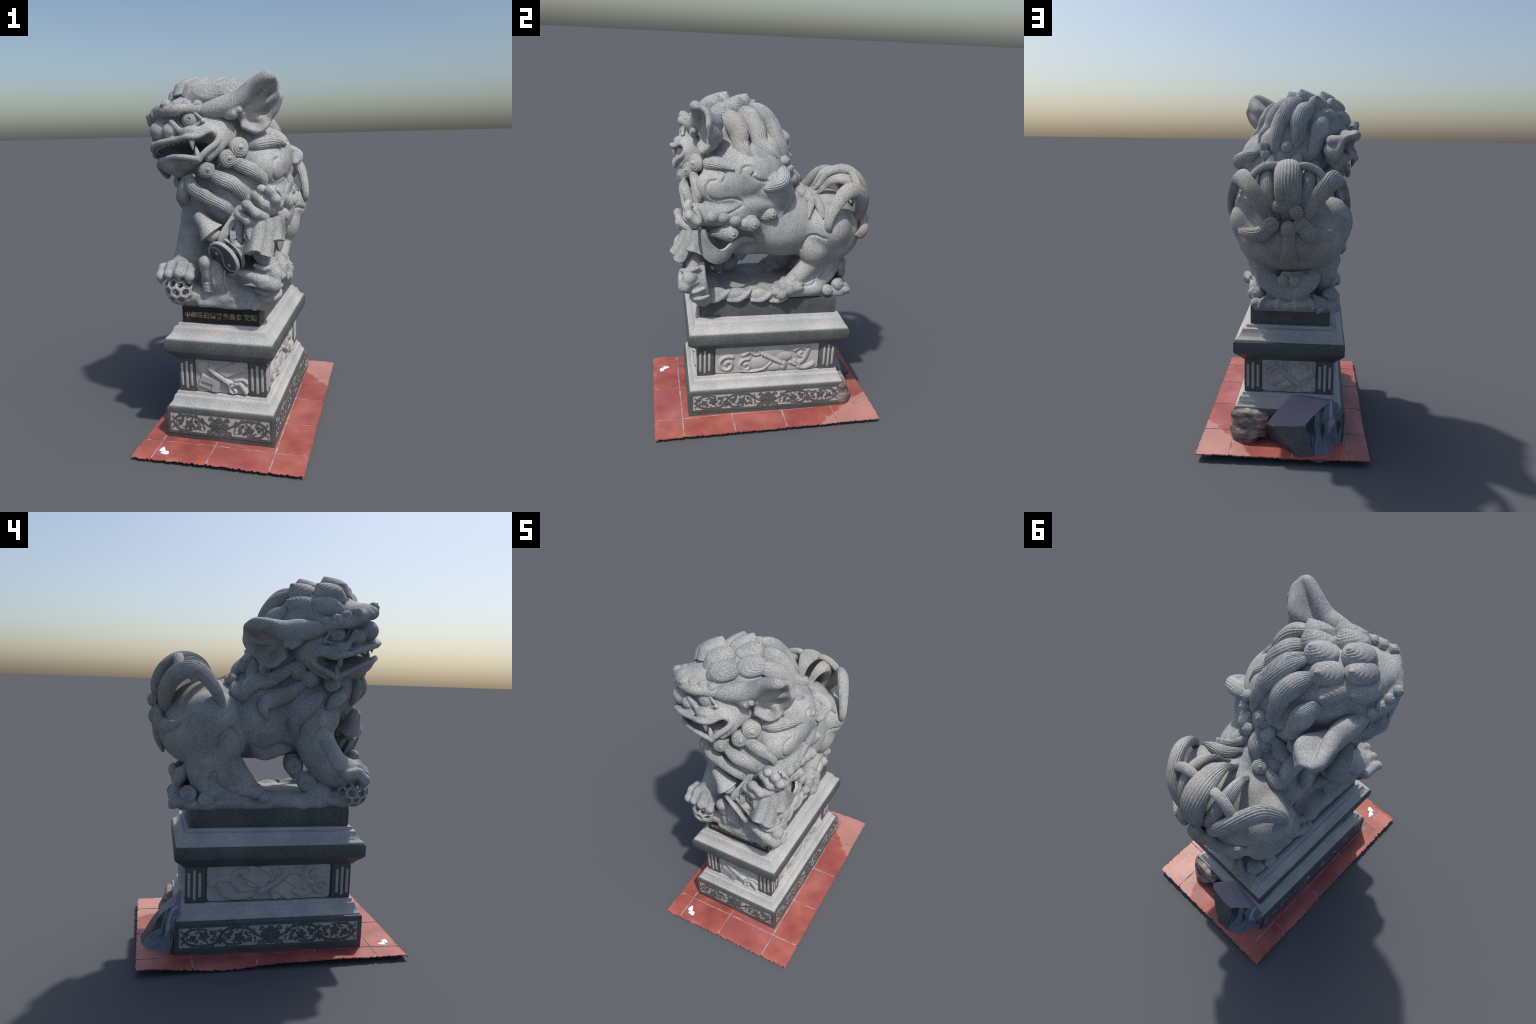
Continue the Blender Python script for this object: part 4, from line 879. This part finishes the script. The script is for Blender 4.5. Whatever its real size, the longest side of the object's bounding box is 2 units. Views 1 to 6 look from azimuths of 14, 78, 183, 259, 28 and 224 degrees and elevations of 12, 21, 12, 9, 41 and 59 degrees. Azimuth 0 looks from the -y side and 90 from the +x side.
for side, sg in (('right', 1), ('left', -1)):
    R = Relief(0.335, 0.097)
    if sg > 0:                                  # fan, gourd and flute among ribbons
        R.oval(0.03, 0.05, 0.09, 0.05, -0.2, 0.014); R.oval(0.10, 0.01, 0.06, 0.035, -0.15, 0.018); R.oval(-0.05, -0.03, 0.09, 0.045, 0.2, 0.013); R.oval(0.05, -0.065, 0.06, 0.03, 0.1, 0.012)
        R.roll(0.03, 0.0, 0.085, 0.015, -0.5, 0.026); R.oval(-0.05, 0.045, 0.02, 0.02, 0, 0.024); R.oval(0.105, -0.055, 0.02, 0.035, -0.2, 0.022)
        R.band(swirl(-0.14, -0.045, 0.05, 1.3, 1.2), 0.013, 0.014); R.band(curve2([(-0.17, -0.08), (-0.11, -0.09), (-0.03, -0.075), (0.02, -0.03)]), 0.013, 0.014)
        R.band(curve2([(-0.16, 0.03), (-0.11, 0.055), (-0.08, 0.03)]), 0.015, 0.012); R.band(swirl(-0.26, -0.03, 0.06, 1.4, 1.0), 0.013, 0.013); R.band(swirl(-0.07, 0.06, 0.04, 1, 3.0), 0.012, 0.012)
        R.band(swirl(0.22, 0.025, 0.05, 1.1, 2.6, -1), 0.016, 0.015); R.band(curve2([(0.26, 0.05), (0.24, -0.01), (0.20, -0.06), (0.24, -0.085), (0.30, -0.06)]), 0.018, 0.016, 3); R.band(curve2([(0.15, -0.04), (0.19, -0.06), (0.18, -0.03)]), 0.013, 0.012)
        R.band(curve2([(0.14, 0.075), (0.20, 0.08), (0.26, 0.07)]), 0.013, 0.010)
    else:                                       # two tablets with a diagonal sash
        R.board(-0.06, 0.035, 0.075, 0.052, 0.42, 0.018); R.board(0.065, -0.03, 0.07, 0.048, 0.42, 0.016)
        R.board(-0.075, 0.038, 0.075, 0.045, -0.55, 0.016); R.board(0.075, -0.038, 0.07, 0.042, -0.55, 0.015)
        R.band(curve2([(-0.08, -0.045), (-0.03, -0.035), (0.04, 0.01), (0.08, 0.05)]), 0.018, 0.028, 4); R.oval(0.085, 0.055, 0.022, 0.022, 0, 0.026)
        R.band(swirl(-0.075, -0.065, 0.028, 1.0, 1.4), 0.010, 0.016)
        R.band(curve2([(-0.09, -0.04), (-0.16, -0.03), (-0.20, 0.02), (-0.26, 0.03), (-0.31, 0.0)]), 0.022, 0.016, 4); R.band(curve2([(-0.10, -0.06), (-0.17, -0.075), (-0.24, -0.06), (-0.27, -0.01)]), 0.022, 0.015, 4)
        R.band(curve2([(-0.13, 0.07), (-0.18, 0.06), (-0.20, 0.02)]), 0.018, 0.014, 3); R.band(curve2([(0.09, 0.06), (0.15, 0.06), (0.20, 0.03), (0.19, -0.03)]), 0.02, 0.015, 4)
        R.band(swirl(0.24, 0.03, 0.055, 1.2, 2.0), 0.018, 0.016); R.band(swirl(0.28, -0.035, 0.045, 1.2, 0.6), 0.015, 0.014); R.band(curve2([(0.13, -0.05), (0.18, -0.07), (0.22, -0.055)]), 0.018, 0.013, 3)
        R.band(curve2([(0.06, 0.085), (0.09, 0.075), (0.12, 0.085)]), 0.014, 0.012)
    if sg < 0: R.h *= 1.25
    R.build(side, 0.241, PZ, MAT_PANEL)

def capsule_bar(side, dist, u, v0, v1, w, z0):
    t = np.linspace(0, np.pi, 9); ring = np.concatenate([np.stack([w * np.cos(t), v1 + w * np.sin(t)], 1), np.stack([w * np.cos(t + np.pi), v0 + w * np.sin(t + np.pi)], 1)])
    sec = []
    for k, off in ((1.0, -0.004), (1.0, 0.0015), (0.6, 0.0035)):
        c = np.array([0, (v0 + v1) / 2]); rg = c + (ring - c) * np.array([k, 1 - (1 - k) * 0.06])
        sec.append(to_face(side, dist, u + rg[:, 0], rg[:, 1], off, z0))
    v, f = loft(np.array(sec)); return new_obj('fluting', v, f, MAT_PANEL, PED)
for side, dist, hu in (('front', 0.449, 0.25), ('rear', 0.449, 0.25), ('right', 0.25, 0.449), ('left', 0.25, 0.449)):
    for sg in (-1, 1):
        for k, du in enumerate((0.020, 0.048, 0.076)):
            ln = 0.074 if k == 1 else 0.060
            capsule_bar(side, dist, sg * (hu - du), -ln, ln, 0.0075, PZ - 0.004)

# --- floral frieze round the base course
class Frieze:
    def __init__(self): self.parts = []; self.k = 0
    def stroke(self, pts, w0, w1=None, h=0.003):
        pts = np.array(pts, float); w1 = w0 if w1 is None else w1
        p = curve2(pts, max(8, 4 * len(pts))) if len(pts) < 12 else pts
        t = np.gradient(p, axis=0); t /= np.linalg.norm(t, axis=1)[:, None] + 1e-9; n = np.stack([-t[:, 1], t[:, 0]], 1)
        w = np.linspace(w0, w1, len(p))[:, None]; self.k += 1; e = 0.00002 * (self.k % 40)
        z = lambda x: np.full((len(p), 1), x)
        sec = np.stack([np.hstack([p - n * w, z(-0.001)]), np.hstack([p - n * w * 0.8, z(h * 0.8 + e)]), np.hstack([p, z(h + e)]), np.hstack([p + n * w * 0.8, z(h * 0.8 + e)]), np.hstack([p + n * w, z(-0.001)])], 1)
        self.parts.append(loft(sec))
    def disc(self, c, a, b=None, ang=0, h=0.0035, dent=0.0):
        b = b or a; th = np.linspace(0, 2 * np.pi, 24, endpoint=False); self.k += 1; e = 0.00003 * (self.k % 30); sec = []
        for k, z in ((1, -0.001), (0.97, h * 0.7), (0.8, h), (0.3, h * 1.1 - dent)):
            x, y = k * a * np.cos(th), k * b * np.sin(th)
            sec.append(np.stack([c[0] + x * math.cos(ang) - y * math.sin(ang), c[1] + x * math.sin(ang) + y * math.cos(ang), np.full(24, z + e)], 1))
        self.parts.append(loft(np.array(sec)))
    def flower(self, c, r, n=5, rot=0.3):
        for i in range(n):
            a = rot + 2 * np.pi * i / n; self.disc((c[0] + 0.62 * r * math.cos(a), c[1] + 0.62 * r * math.sin(a)), r * 0.42, r * 0.36, a, dent=0.001)
        self.disc(c, r * 0.34, h=0.005, dent=0.002)
    def spiral(self, c, r, start, hand, w=0.0056, turns=1.2):
        self.stroke(swirl(c[0], c[1], r, turns, start, hand, 36), w, w * 0.6); self.disc(swirl(c[0], c[1], r, turns, start, hand, 36)[-1], w * 1.1)
    def thorns(self, pts, every, ln, w=0.004, flip=1):
        p = curve2(pts, 60); t = np.gradient(p, axis=0)
        for j, i in enumerate(range(4, 58, every)):
            d = t[i] / np.linalg.norm(t[i]); n = np.array([-d[1], d[0]]) * (1 if j % 2 else -1) * flip
            self.stroke([p[i], p[i] + n * ln * 0.7 + d * ln * 0.15, p[i] + n * ln + d * ln * 0.8], w, 0.0012)
            if j % 2: self.disc(p[i] + n * ln * 0.6 - d * ln * 0.2, w * 0.9)
    def scroll(self, x, y, r, m, hand, wide=1.0):
        """One vine volute with its little flower and inner spirals."""
        f = lambda u, v: (x + m * u * r * wide, y + hand * v * r)
        ring = [f(*q) for q in ((-1.55, 0.1), (-1.0, 0.85), (-0.1, 1.05), (0.75, 0.8), (1.1, 0.1), (0.8, -0.7), (0.2, -0.95), (-0.5, -0.85))]
        self.stroke(ring, 0.0078, 0.0056); self.thorns(ring, 6, r * 0.36, 0.0055, flip=m * hand)
        self.flower(f(-0.30, -0.12), r * 0.62, 5, 0.2 * m)
        self.spiral(f(0.48, -0.05), r * 0.34, 2.6 if m > 0 else 0.5, -m * hand); self.spiral(f(-1.05, -0.35), r * 0.32, 1.0, m * hand, 0.004)
        self.spiral(f(-0.85, 0.42), r * 0.26, 3.4 if m > 0 else 5.9, m * hand, 0.0048, 1.0); self.spiral(f(0.25, 0.52), r * 0.24, 1.2, -m * hand, 0.0046, 1.0); self.spiral(f(-0.75, -0.55), r * 0.22, 4.2, m * hand, 0.0044, 1.0)
        for a, b, c in (((0.85, 0.35), (0.65, 0.25), (0.55, 0.5)), ((0.05, -0.75), (0.15, -0.5), (0.35, -0.45)), ((-0.55, 0.75), (-0.5, 0.5), (-0.3, 0.45)), ((-1.35, 0.45), (-1.5, 0.7), (-1.35, 0.95)), ((-1.45, -0.15), (-1.6, -0.5), (-1.45, -0.85)), ((0.95, -0.45), (1.2, -0.6), (1.25, -0.95)), ((0.95, 0.5), (1.2, 0.7), (1.15, 1.0))):
            self.stroke([f(*a), f(*b), f(*c)], 0.0058, 0.0015)
        self.stroke([f(-1.3, -0.7), f(-1.0, -0.6), f(-0.75, -0.75)], 0.004, 0.0015); self.stroke([f(-1.2, 0.1), f(-0.95, 0.0), f(-0.85, 0.25)], 0.004, 0.0012)
        self.stroke([f(0.75, -0.35), f(0.9, -0.15), f(0.75, 0.2)], 0.005, 0.0015); self.stroke([f(0.3, 0.35), f(0.55, 0.45), f(0.7, 0.35)], 0.004, 0.0012)
    def build(self, side, dist, z0, parent, shift=0.0):
        v, f = join_geo(self.parts); v = to_face(side, dist, v[:, 0], v[:, 1], v[:, 2], z0, shift)
        o = new_obj('floral_frieze', v, f, MAT_DARK, parent, angle=50); o['kind'] = 'stuff'; return o
def frieze(side, dist, hu, hv, z0, scrolls, shift=0.0):
    F = Frieze()
    for i in range(4):
        a = math.pi / 2 * i; rr = 0.026 if i % 2 == 0 else 0.022
        F.disc((0.031 * math.cos(a), 0.027 * math.sin(a)), 0.024 if i % 2 == 0 else 0.023, 0.0235, a, h=0.005, dent=0.0015)
    F.disc((0, 0), 0.014, h=0.008, dent=0.002)
    for m in (-1, 1):
        for q in ([(0.022, 0.024), (0.034, 0.036), (0.046, 0.046), (0.054, 0.040)], [(0.028, 0.022), (0.045, 0.030), (0.056, 0.032)], [(0.018, -0.026), (0.034, -0.034), (0.052, -0.046), (0.066, -0.05)],
                  [(0.026, -0.026), (0.046, -0.03), (0.064, -0.036)], [(0.016, -0.034), (0.026, -0.044), (0.036, -0.05)]):
            F.stroke([(m * a, b) for a, b in q], 0.0036, 0.005); F.disc((m * q[-1][0], q[-1][1]), 0.006)
        F.stroke([(m * 0.05, -0.012), (m * 0.075, 0.004), (m * 0.105, 0.03)], 0.005, 0.007)
        for x, y, r, hand, wide in scrolls: F.scroll(m * x, y, r, m, hand, wide)
    F.build(side, dist + 0.0015, z0, PED, shift)
    # pale ground of the frieze
    U = np.array([[-hu, -hu], [hu, hu]]); W = np.array([[-hv, hv], [-hv, hv]])
    v, f = shell(to_face(side, dist + 0.0015, U, W, 0.0, z0, shift), 0.004); new_obj('frieze_panel', v, f, MAT_PANEL, PED, smooth=False)
    for v0, v1, a, b in ((hv, hv + 0.014, -hu - 0.014, hu + 0.014), (-hv - 0.014, -hv, -hu - 0.014, hu + 0.014), (-hv, hv, -hu - 0.014, -hu), (-hv, hv, hu, hu + 0.014)):
        U = np.array([[a, a], [b, b]]); W = np.array([[v0, v1], [v0, v1]])
        v, f = shell(to_face(side, dist + 0.0035, U, W, 0.0, z0, shift), 0.006); new_obj('frieze_border', v, f, MAT_DARK, PED, smooth=False)
FZ = 0.128
frieze('front', 0.506, 0.285, 0.054, FZ, ((0.192, -0.004, 0.045, 1, 1.5),), -0.004)
frieze('right', 0.305, 0.48, 0.054, FZ, ((0.188, -0.002, 0.046, 1, 1.5), (0.375, 0.002, 0.046, -1, 1.65)))
frieze('left', 0.313, 0.48, 0.054, FZ, ((0.188, -0.002, 0.046, 1, 1.5), (0.375, 0.002, 0.046, -1, 1.65)))

# --- gilded dedication on the black front of the plinth
U = np.array([[-0.216, -0.216], [0.216, 0.216]]); W = np.array([[-0.045, 0.042], [-0.045, 0.042]])
v, f = shell(to_face('front', 0.4302, U, W, 0.0, 0.735), 0.004); new_obj('inscription_plate', v, f, MAT_BLACK, PED, smooth=False)
m, nt, b = nodes_of('worn_gilding', 0.55, 0.4); v_ = coords(nt)
nt.links.new(ramp(nt, noise(nt, v_, 120, 3), [(0.35, (0.16, 0.12, 0.07)), (0.65, (0.42, 0.33, 0.18))]), b.inputs['Base Color']); MAT_GOLD = m
cu = bpy.data.curves.new('inscription', 'FONT'); cu.body = '中華民國僑務委員會 敬贈'; cu.size = 0.036; cu.extrude = 0.0015; cu.align_x = 'CENTER'; cu.align_y = 'CENTER'
cu.offset = 0.0006; cu.space_character = 1.02
cu.materials.append(MAT_GOLD)
txt = bpy.data.objects.new('inscription', cu); bpy.context.collection.objects.link(txt)
txt.matrix_world = PEDM @ Matrix.Translation((0.0, -0.4315, 0.732)) @ Matrix.Rotation(math.pi / 2, 4, 'X')
bpy.context.view_layer.update()
dg = bpy.context.evaluated_depsgraph_get(); tm = bpy.data.meshes.new_from_object(txt.evaluated_get(dg)); mw = txt.matrix_world.copy()
tv = np.array([mw @ v.co for v in tm.vertices]); tf = [tuple(p.vertices) for p in tm.polygons]
bpy.data.objects.remove(txt)
print('text extents', tv.min(0), tv.max(0), len(tf))
new_obj('inscription', tv, tf, MAT_GOLD, PED, smooth=False)

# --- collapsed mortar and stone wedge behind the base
m, nt, b = nodes_of('streaked_slate', 0.6, 0.3)
v_ = coords(nt); mp = N(nt, 'ShaderNodeMapping'); mp.inputs['Rotation'].default_value = (0.5, 0.0, 0.35); mp.inputs['Scale'].default_value = (26, 2.2, 5); nt.links.new(v_, mp.inputs['Vector'])
nt.links.new(ramp(nt, noise(nt, mp.outputs[0], 1.0, 3, 0.5), [(0.36, (0.03, 0.035, 0.045)), (0.47, (0.16, 0.19, 0.23)), (0.55, (0.10, 0.12, 0.15)), (0.66, (0.34, 0.37, 0.42))]), b.inputs['Base Color']); MAT_SLATE = m
m, nt, b = nodes_of('mauve_mortar', 0.9, 0.2); v_ = coords(nt)
nt.links.new(ramp(nt, noise(nt, v_, 9, 3), [(0.3, (0.26, 0.22, 0.26)), (0.7, (0.33, 0.27, 0.31))]), b.inputs['Base Color']); MAT_MAUVE = m
wv = [(-0.034, 0.474, 0.287), (0.099, 0.556, 0.143), (0.063, 0.581, 0.140), (-0.114, 0.595, 0.167), (-0.244, 0.523, 0.272), (-0.28, 0.463, 0.276), (-0.326, 0.519, 0.216), (-0.318, 0.55, 0.02),
      (-0.262, 0.682, 0.012), (-0.185, 0.708, 0.012), (-0.085, 0.695, 0.035), (0.10, 0.50, 0.02), (-0.30, 0.48, 0.02), (-0.15, 0.44, 0.25)]
wf = [((0, 1, 2, 3, 4, 5), 0), ((2, 10, 9, 3), 2), ((3, 9, 8), 1), ((3, 8, 7), 1), ((3, 7, 6), 1), ((3, 6, 4), 1), ((4, 6, 5), 1), ((1, 11, 10, 2), 2), ((11, 12, 7, 8, 9, 10), 2), ((0, 5, 13), 2), ((0, 13, 11, 1), 2), ((5, 6, 7, 12, 13), 2), ((13, 12, 11), 2)]
bm = bmesh.new(); bw = [bm.verts.new(p) for p in wv]
for q, k in wf: bm.faces.new([bw[i] for i in q]).material_index = k
bmesh.ops.recalc_face_normals(bm, faces=bm.faces[:]); bmesh.ops.triangulate(bm, faces=bm.faces[:])
bmesh.ops.subdivide_edges(bm, edges=bm.edges[:], cuts=5, use_grid_fill=True)
for w_ in bm.verts: w_.co += Vector((0, 0.004 * math.sin(31 * w_.co.x + 17 * w_.co.z), 0.004 * math.sin(27 * w_.co.x + 23 * w_.co.y))) * (1 if w_.co.z > 0.03 else 0)
me = bpy.data.meshes.new('mortar_wedge'); bm.to_mesh(me); bm.free()
for m in (MAT_MAUVE, MAT_SLATE, MAT_DARK): me.materials.append(m)
o = bpy.data.objects.new('mortar_wedge', me); bpy.context.collection.objects.link(o); attach(o, PED)
m, nt, b = nodes_of('rough_brown_stone', 0.9, 0.2); v_ = coords(nt, (3, 1, 9))
nt.links.new(ramp(nt, noise(nt, v_, 6, 4), [(0.34, (0.10, 0.075, 0.065)), (0.52, (0.24, 0.19, 0.17)), (0.66, (0.46, 0.42, 0.38))]), b.inputs['Base Color']); MAT_BROWN = m
K = Field((0.05, 0.44, 0.01), (0.34, 0.62, 0.24), 0.006)
K.box((0.19, 0.515, 0.125), (0.095, 0.03, 0.075), 0.02, 0.02); K.ell((0.21, 0.545, 0.075), (0.065, 0.045, 0.05), 0.03)
K.tube([(0.27, 0.50, 0.17), (0.19, 0.51, 0.17), (0.11, 0.53, 0.155)], [0.035, 0.04, 0.03], 0.02)
K.tube([(0.265, 0.52, 0.12), (0.22, 0.535, 0.085), (0.18, 0.545, 0.06)], [0.035, 0.04, 0.03], 0.02)
K.tube([(0.28, 0.51, 0.09), (0.25, 0.53, 0.05), (0.2, 0.55, 0.04)], [0.03, 0.035, 0.03], 0.02)
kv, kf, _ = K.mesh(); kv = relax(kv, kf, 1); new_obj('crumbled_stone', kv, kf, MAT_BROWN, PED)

# ------------------------------------------------------------------ floor tiles
FLOOR = empty('tiled_floor', (0, 0, 0.0))
FLOOR['label'] = 'thin ragged patch of red clay floor tiles'
FLOOR['category'] = 'floor tiles'
def floor_z(x, y):
    z = 0.032 + 0.006 * np.clip(y / 0.7, -1, 1) + 0.0025 * np.sin(9 * x + 2) * np.sin(7 * y) + 0.0015 * np.sin(23 * x) * np.cos(19 * y)
    z = z + 0.004 * np.clip(-y / 0.7, 0, 1) - 0.010 * np.clip((-y - 0.69) / 0.025, 0, 1) ** 2 - 0.024 * np.clip((-x - 0.41) / 0.055, 0, 1) ** 2 * np.exp(-((y - 0.3) / 0.2) ** 2)
    return np.maximum(z, 0.0092)
def rag(t, s): return 0.004 * np.sin(61 * t + s) + 0.003 * np.sin(137 * t + 2 * s) + 0.0025 * np.sin(311 * t + s)
m, nt, b = nodes_of('red_clay_tile', 0.42, 0.4); v_ = coords(nt)
red = ramp(nt, noise(nt, v_, 4.5, 5), [(0.32, (0.23, 0.055, 0.045)), (0.5, (0.37, 0.095, 0.065)), (0.68, (0.50, 0.17, 0.12))])
red = mix(nt, ramp(nt, noise(nt, v_, 11, 4), [(0.55, (0, 0, 0)), (0.75, (0.4, 0.4, 0.4))]), red, (0.22, 0.07, 0.06))
oi = N(nt, 'ShaderNodeObjectInfo'); red = mix(nt, oi.outputs['Random'], red, mix(nt, 0.45, red, (0.30, 0.09, 0.11)))
red = mix(nt, ramp(nt, noise(nt, v_, 140, 2), [(0.68, (0, 0, 0)), (0.74, (0.35, 0.35, 0.35))]), red, (0.62, 0.42, 0.38))
sx = N(nt, 'ShaderNodeSeparateXYZ'); nt.links.new(v_, sx.inputs[0])      # dusty, worn corner
ad = N(nt, 'ShaderNodeMath', operation='MULTIPLY_ADD'); nt.links.new(sx.outputs['X'], ad.inputs[0]); ad.inputs[1].default_value = 1.3; nt.links.new(sx.outputs['Y'], ad.inputs[2])
ad2 = N(nt, 'ShaderNodeMath', operation='MULTIPLY_ADD'); nt.links.new(noise(nt, v_, 9, 4), ad2.inputs[0]); ad2.inputs[1].default_value = 0.16; nt.links.new(ad.outputs[0], ad2.inputs[2])
red = mix(nt, ramp(nt, ad2.outputs[0], [(0.0, (0, 0, 0)), (0.98, (0, 0, 0)), (1.0, (0.5, 0.5, 0.5))]), red, (0.55, 0.33, 0.28))
nt.links.new(red, b.inputs['Base Color']); bump(nt, b, noise(nt, v_, 30, 4), 0.25, 0.004); MAT_TILE = m
m, nt, b = nodes_of('mauve_grout', 0.85, 0.2); v_ = coords(nt)
nt.links.new(ramp(nt, noise(nt, v_, 20, 4), [(0.35, (0.25, 0.16, 0.19)), (0.65, (0.50, 0.40, 0.42))]), b.inputs['Base Color']); MAT_GROUT = m

def patch(name, x0, x1, y0, y1, mat, drop, thick, outer):
    nx, ny = max(6, int((x1 - x0) / 0.008)), max(6, int((y1 - y0) / 0.008))
    X, Y = np.meshgrid(np.linspace(0, 1, nx), np.linspace(0, 1, ny), indexing='ij')
    yy = y0 + (y1 - y0) * Y; xx = x0 + (x1 - x0) * X
    l, r, d, u = outer
    xl = x0 + (np.abs(rag(yy, 1.0)) if l else 0.0012 * np.sin(yy * 40 + x0 * 9)); xr = x1 - (np.abs(rag(yy, 2.0)) if r else 0.0012 * np.sin(yy * 40 + x1 * 9))
    yd = y0 + (np.abs(rag(xx, 3.0)) if d else 0.0012 * np.sin(xx * 40 + y0 * 9)); yu = y1 - (np.abs(rag(xx, 4.0)) if u else 0.0012 * np.sin(xx * 40 + y1 * 9))
    px = xl + (xr - xl) * X; py = yd + (yu - yd) * Y
    g = np.stack([px, py, floor_z(px, py) - drop], -1)
    if not any(outer): pass
    v, f = shell(g, thick); return new_obj(name, v, f, mat, FLOOR, angle=40)
GX = [-0.468, -0.357, -0.050, 0.285, 0.468]; GY = [-0.717, -0.540, -0.224, 0.104, 0.435, 0.717]; gap = 0.0042
for i in range(4):
    for j in range(5):
        o = (i == 0, i == 3, j == 0, j == 4)
        patch('floor_tile', GX[i] + (0 if i == 0 else gap), GX[i + 1] - (0 if i == 3 else gap), GY[j] + (0 if j == 0 else gap), GY[j + 1] - (0 if j == 4 else gap), MAT_TILE, 0.0, 0.006, o)
patch('grout_bed', GX[0] + 0.014, GX[-1] - 0.014, GY[0] + 0.014, GY[-1] - 0.014, MAT_GROUT, 0.0025, 0.006, (0, 0, 0, 0))
m, nt, b = nodes_of('white_spot_matt', 0.8, 0.2); b.inputs['Base Color'].default_value = (0.85, 0.82, 0.85, 1); MAT_WHITE_SPOT = m
for x, y, a, b_ in ((-0.325, -0.622, 0.016, 0.022), (-0.298, -0.652, 0.024, 0.017), (-0.312, -0.638, 0.012, 0.012)):
    th = np.linspace(0, 2 * np.pi, 20, endpoint=False); rr = 1 + 0.18 * np.sin(3 * th + x * 50)
    sec = np.array([[(x + k * a * r_ * math.cos(q), y + k * b_ * r_ * math.sin(q), floor_z(x, y) + z) for q, r_ in zip(th, rr)] for k, z in ((1, -0.001), (0.9, 0.0022), (0.4, 0.003))])
    v, f = loft(sec); new_obj('white_spot', v, f, MAT_WHITE_SPOT, FLOOR)
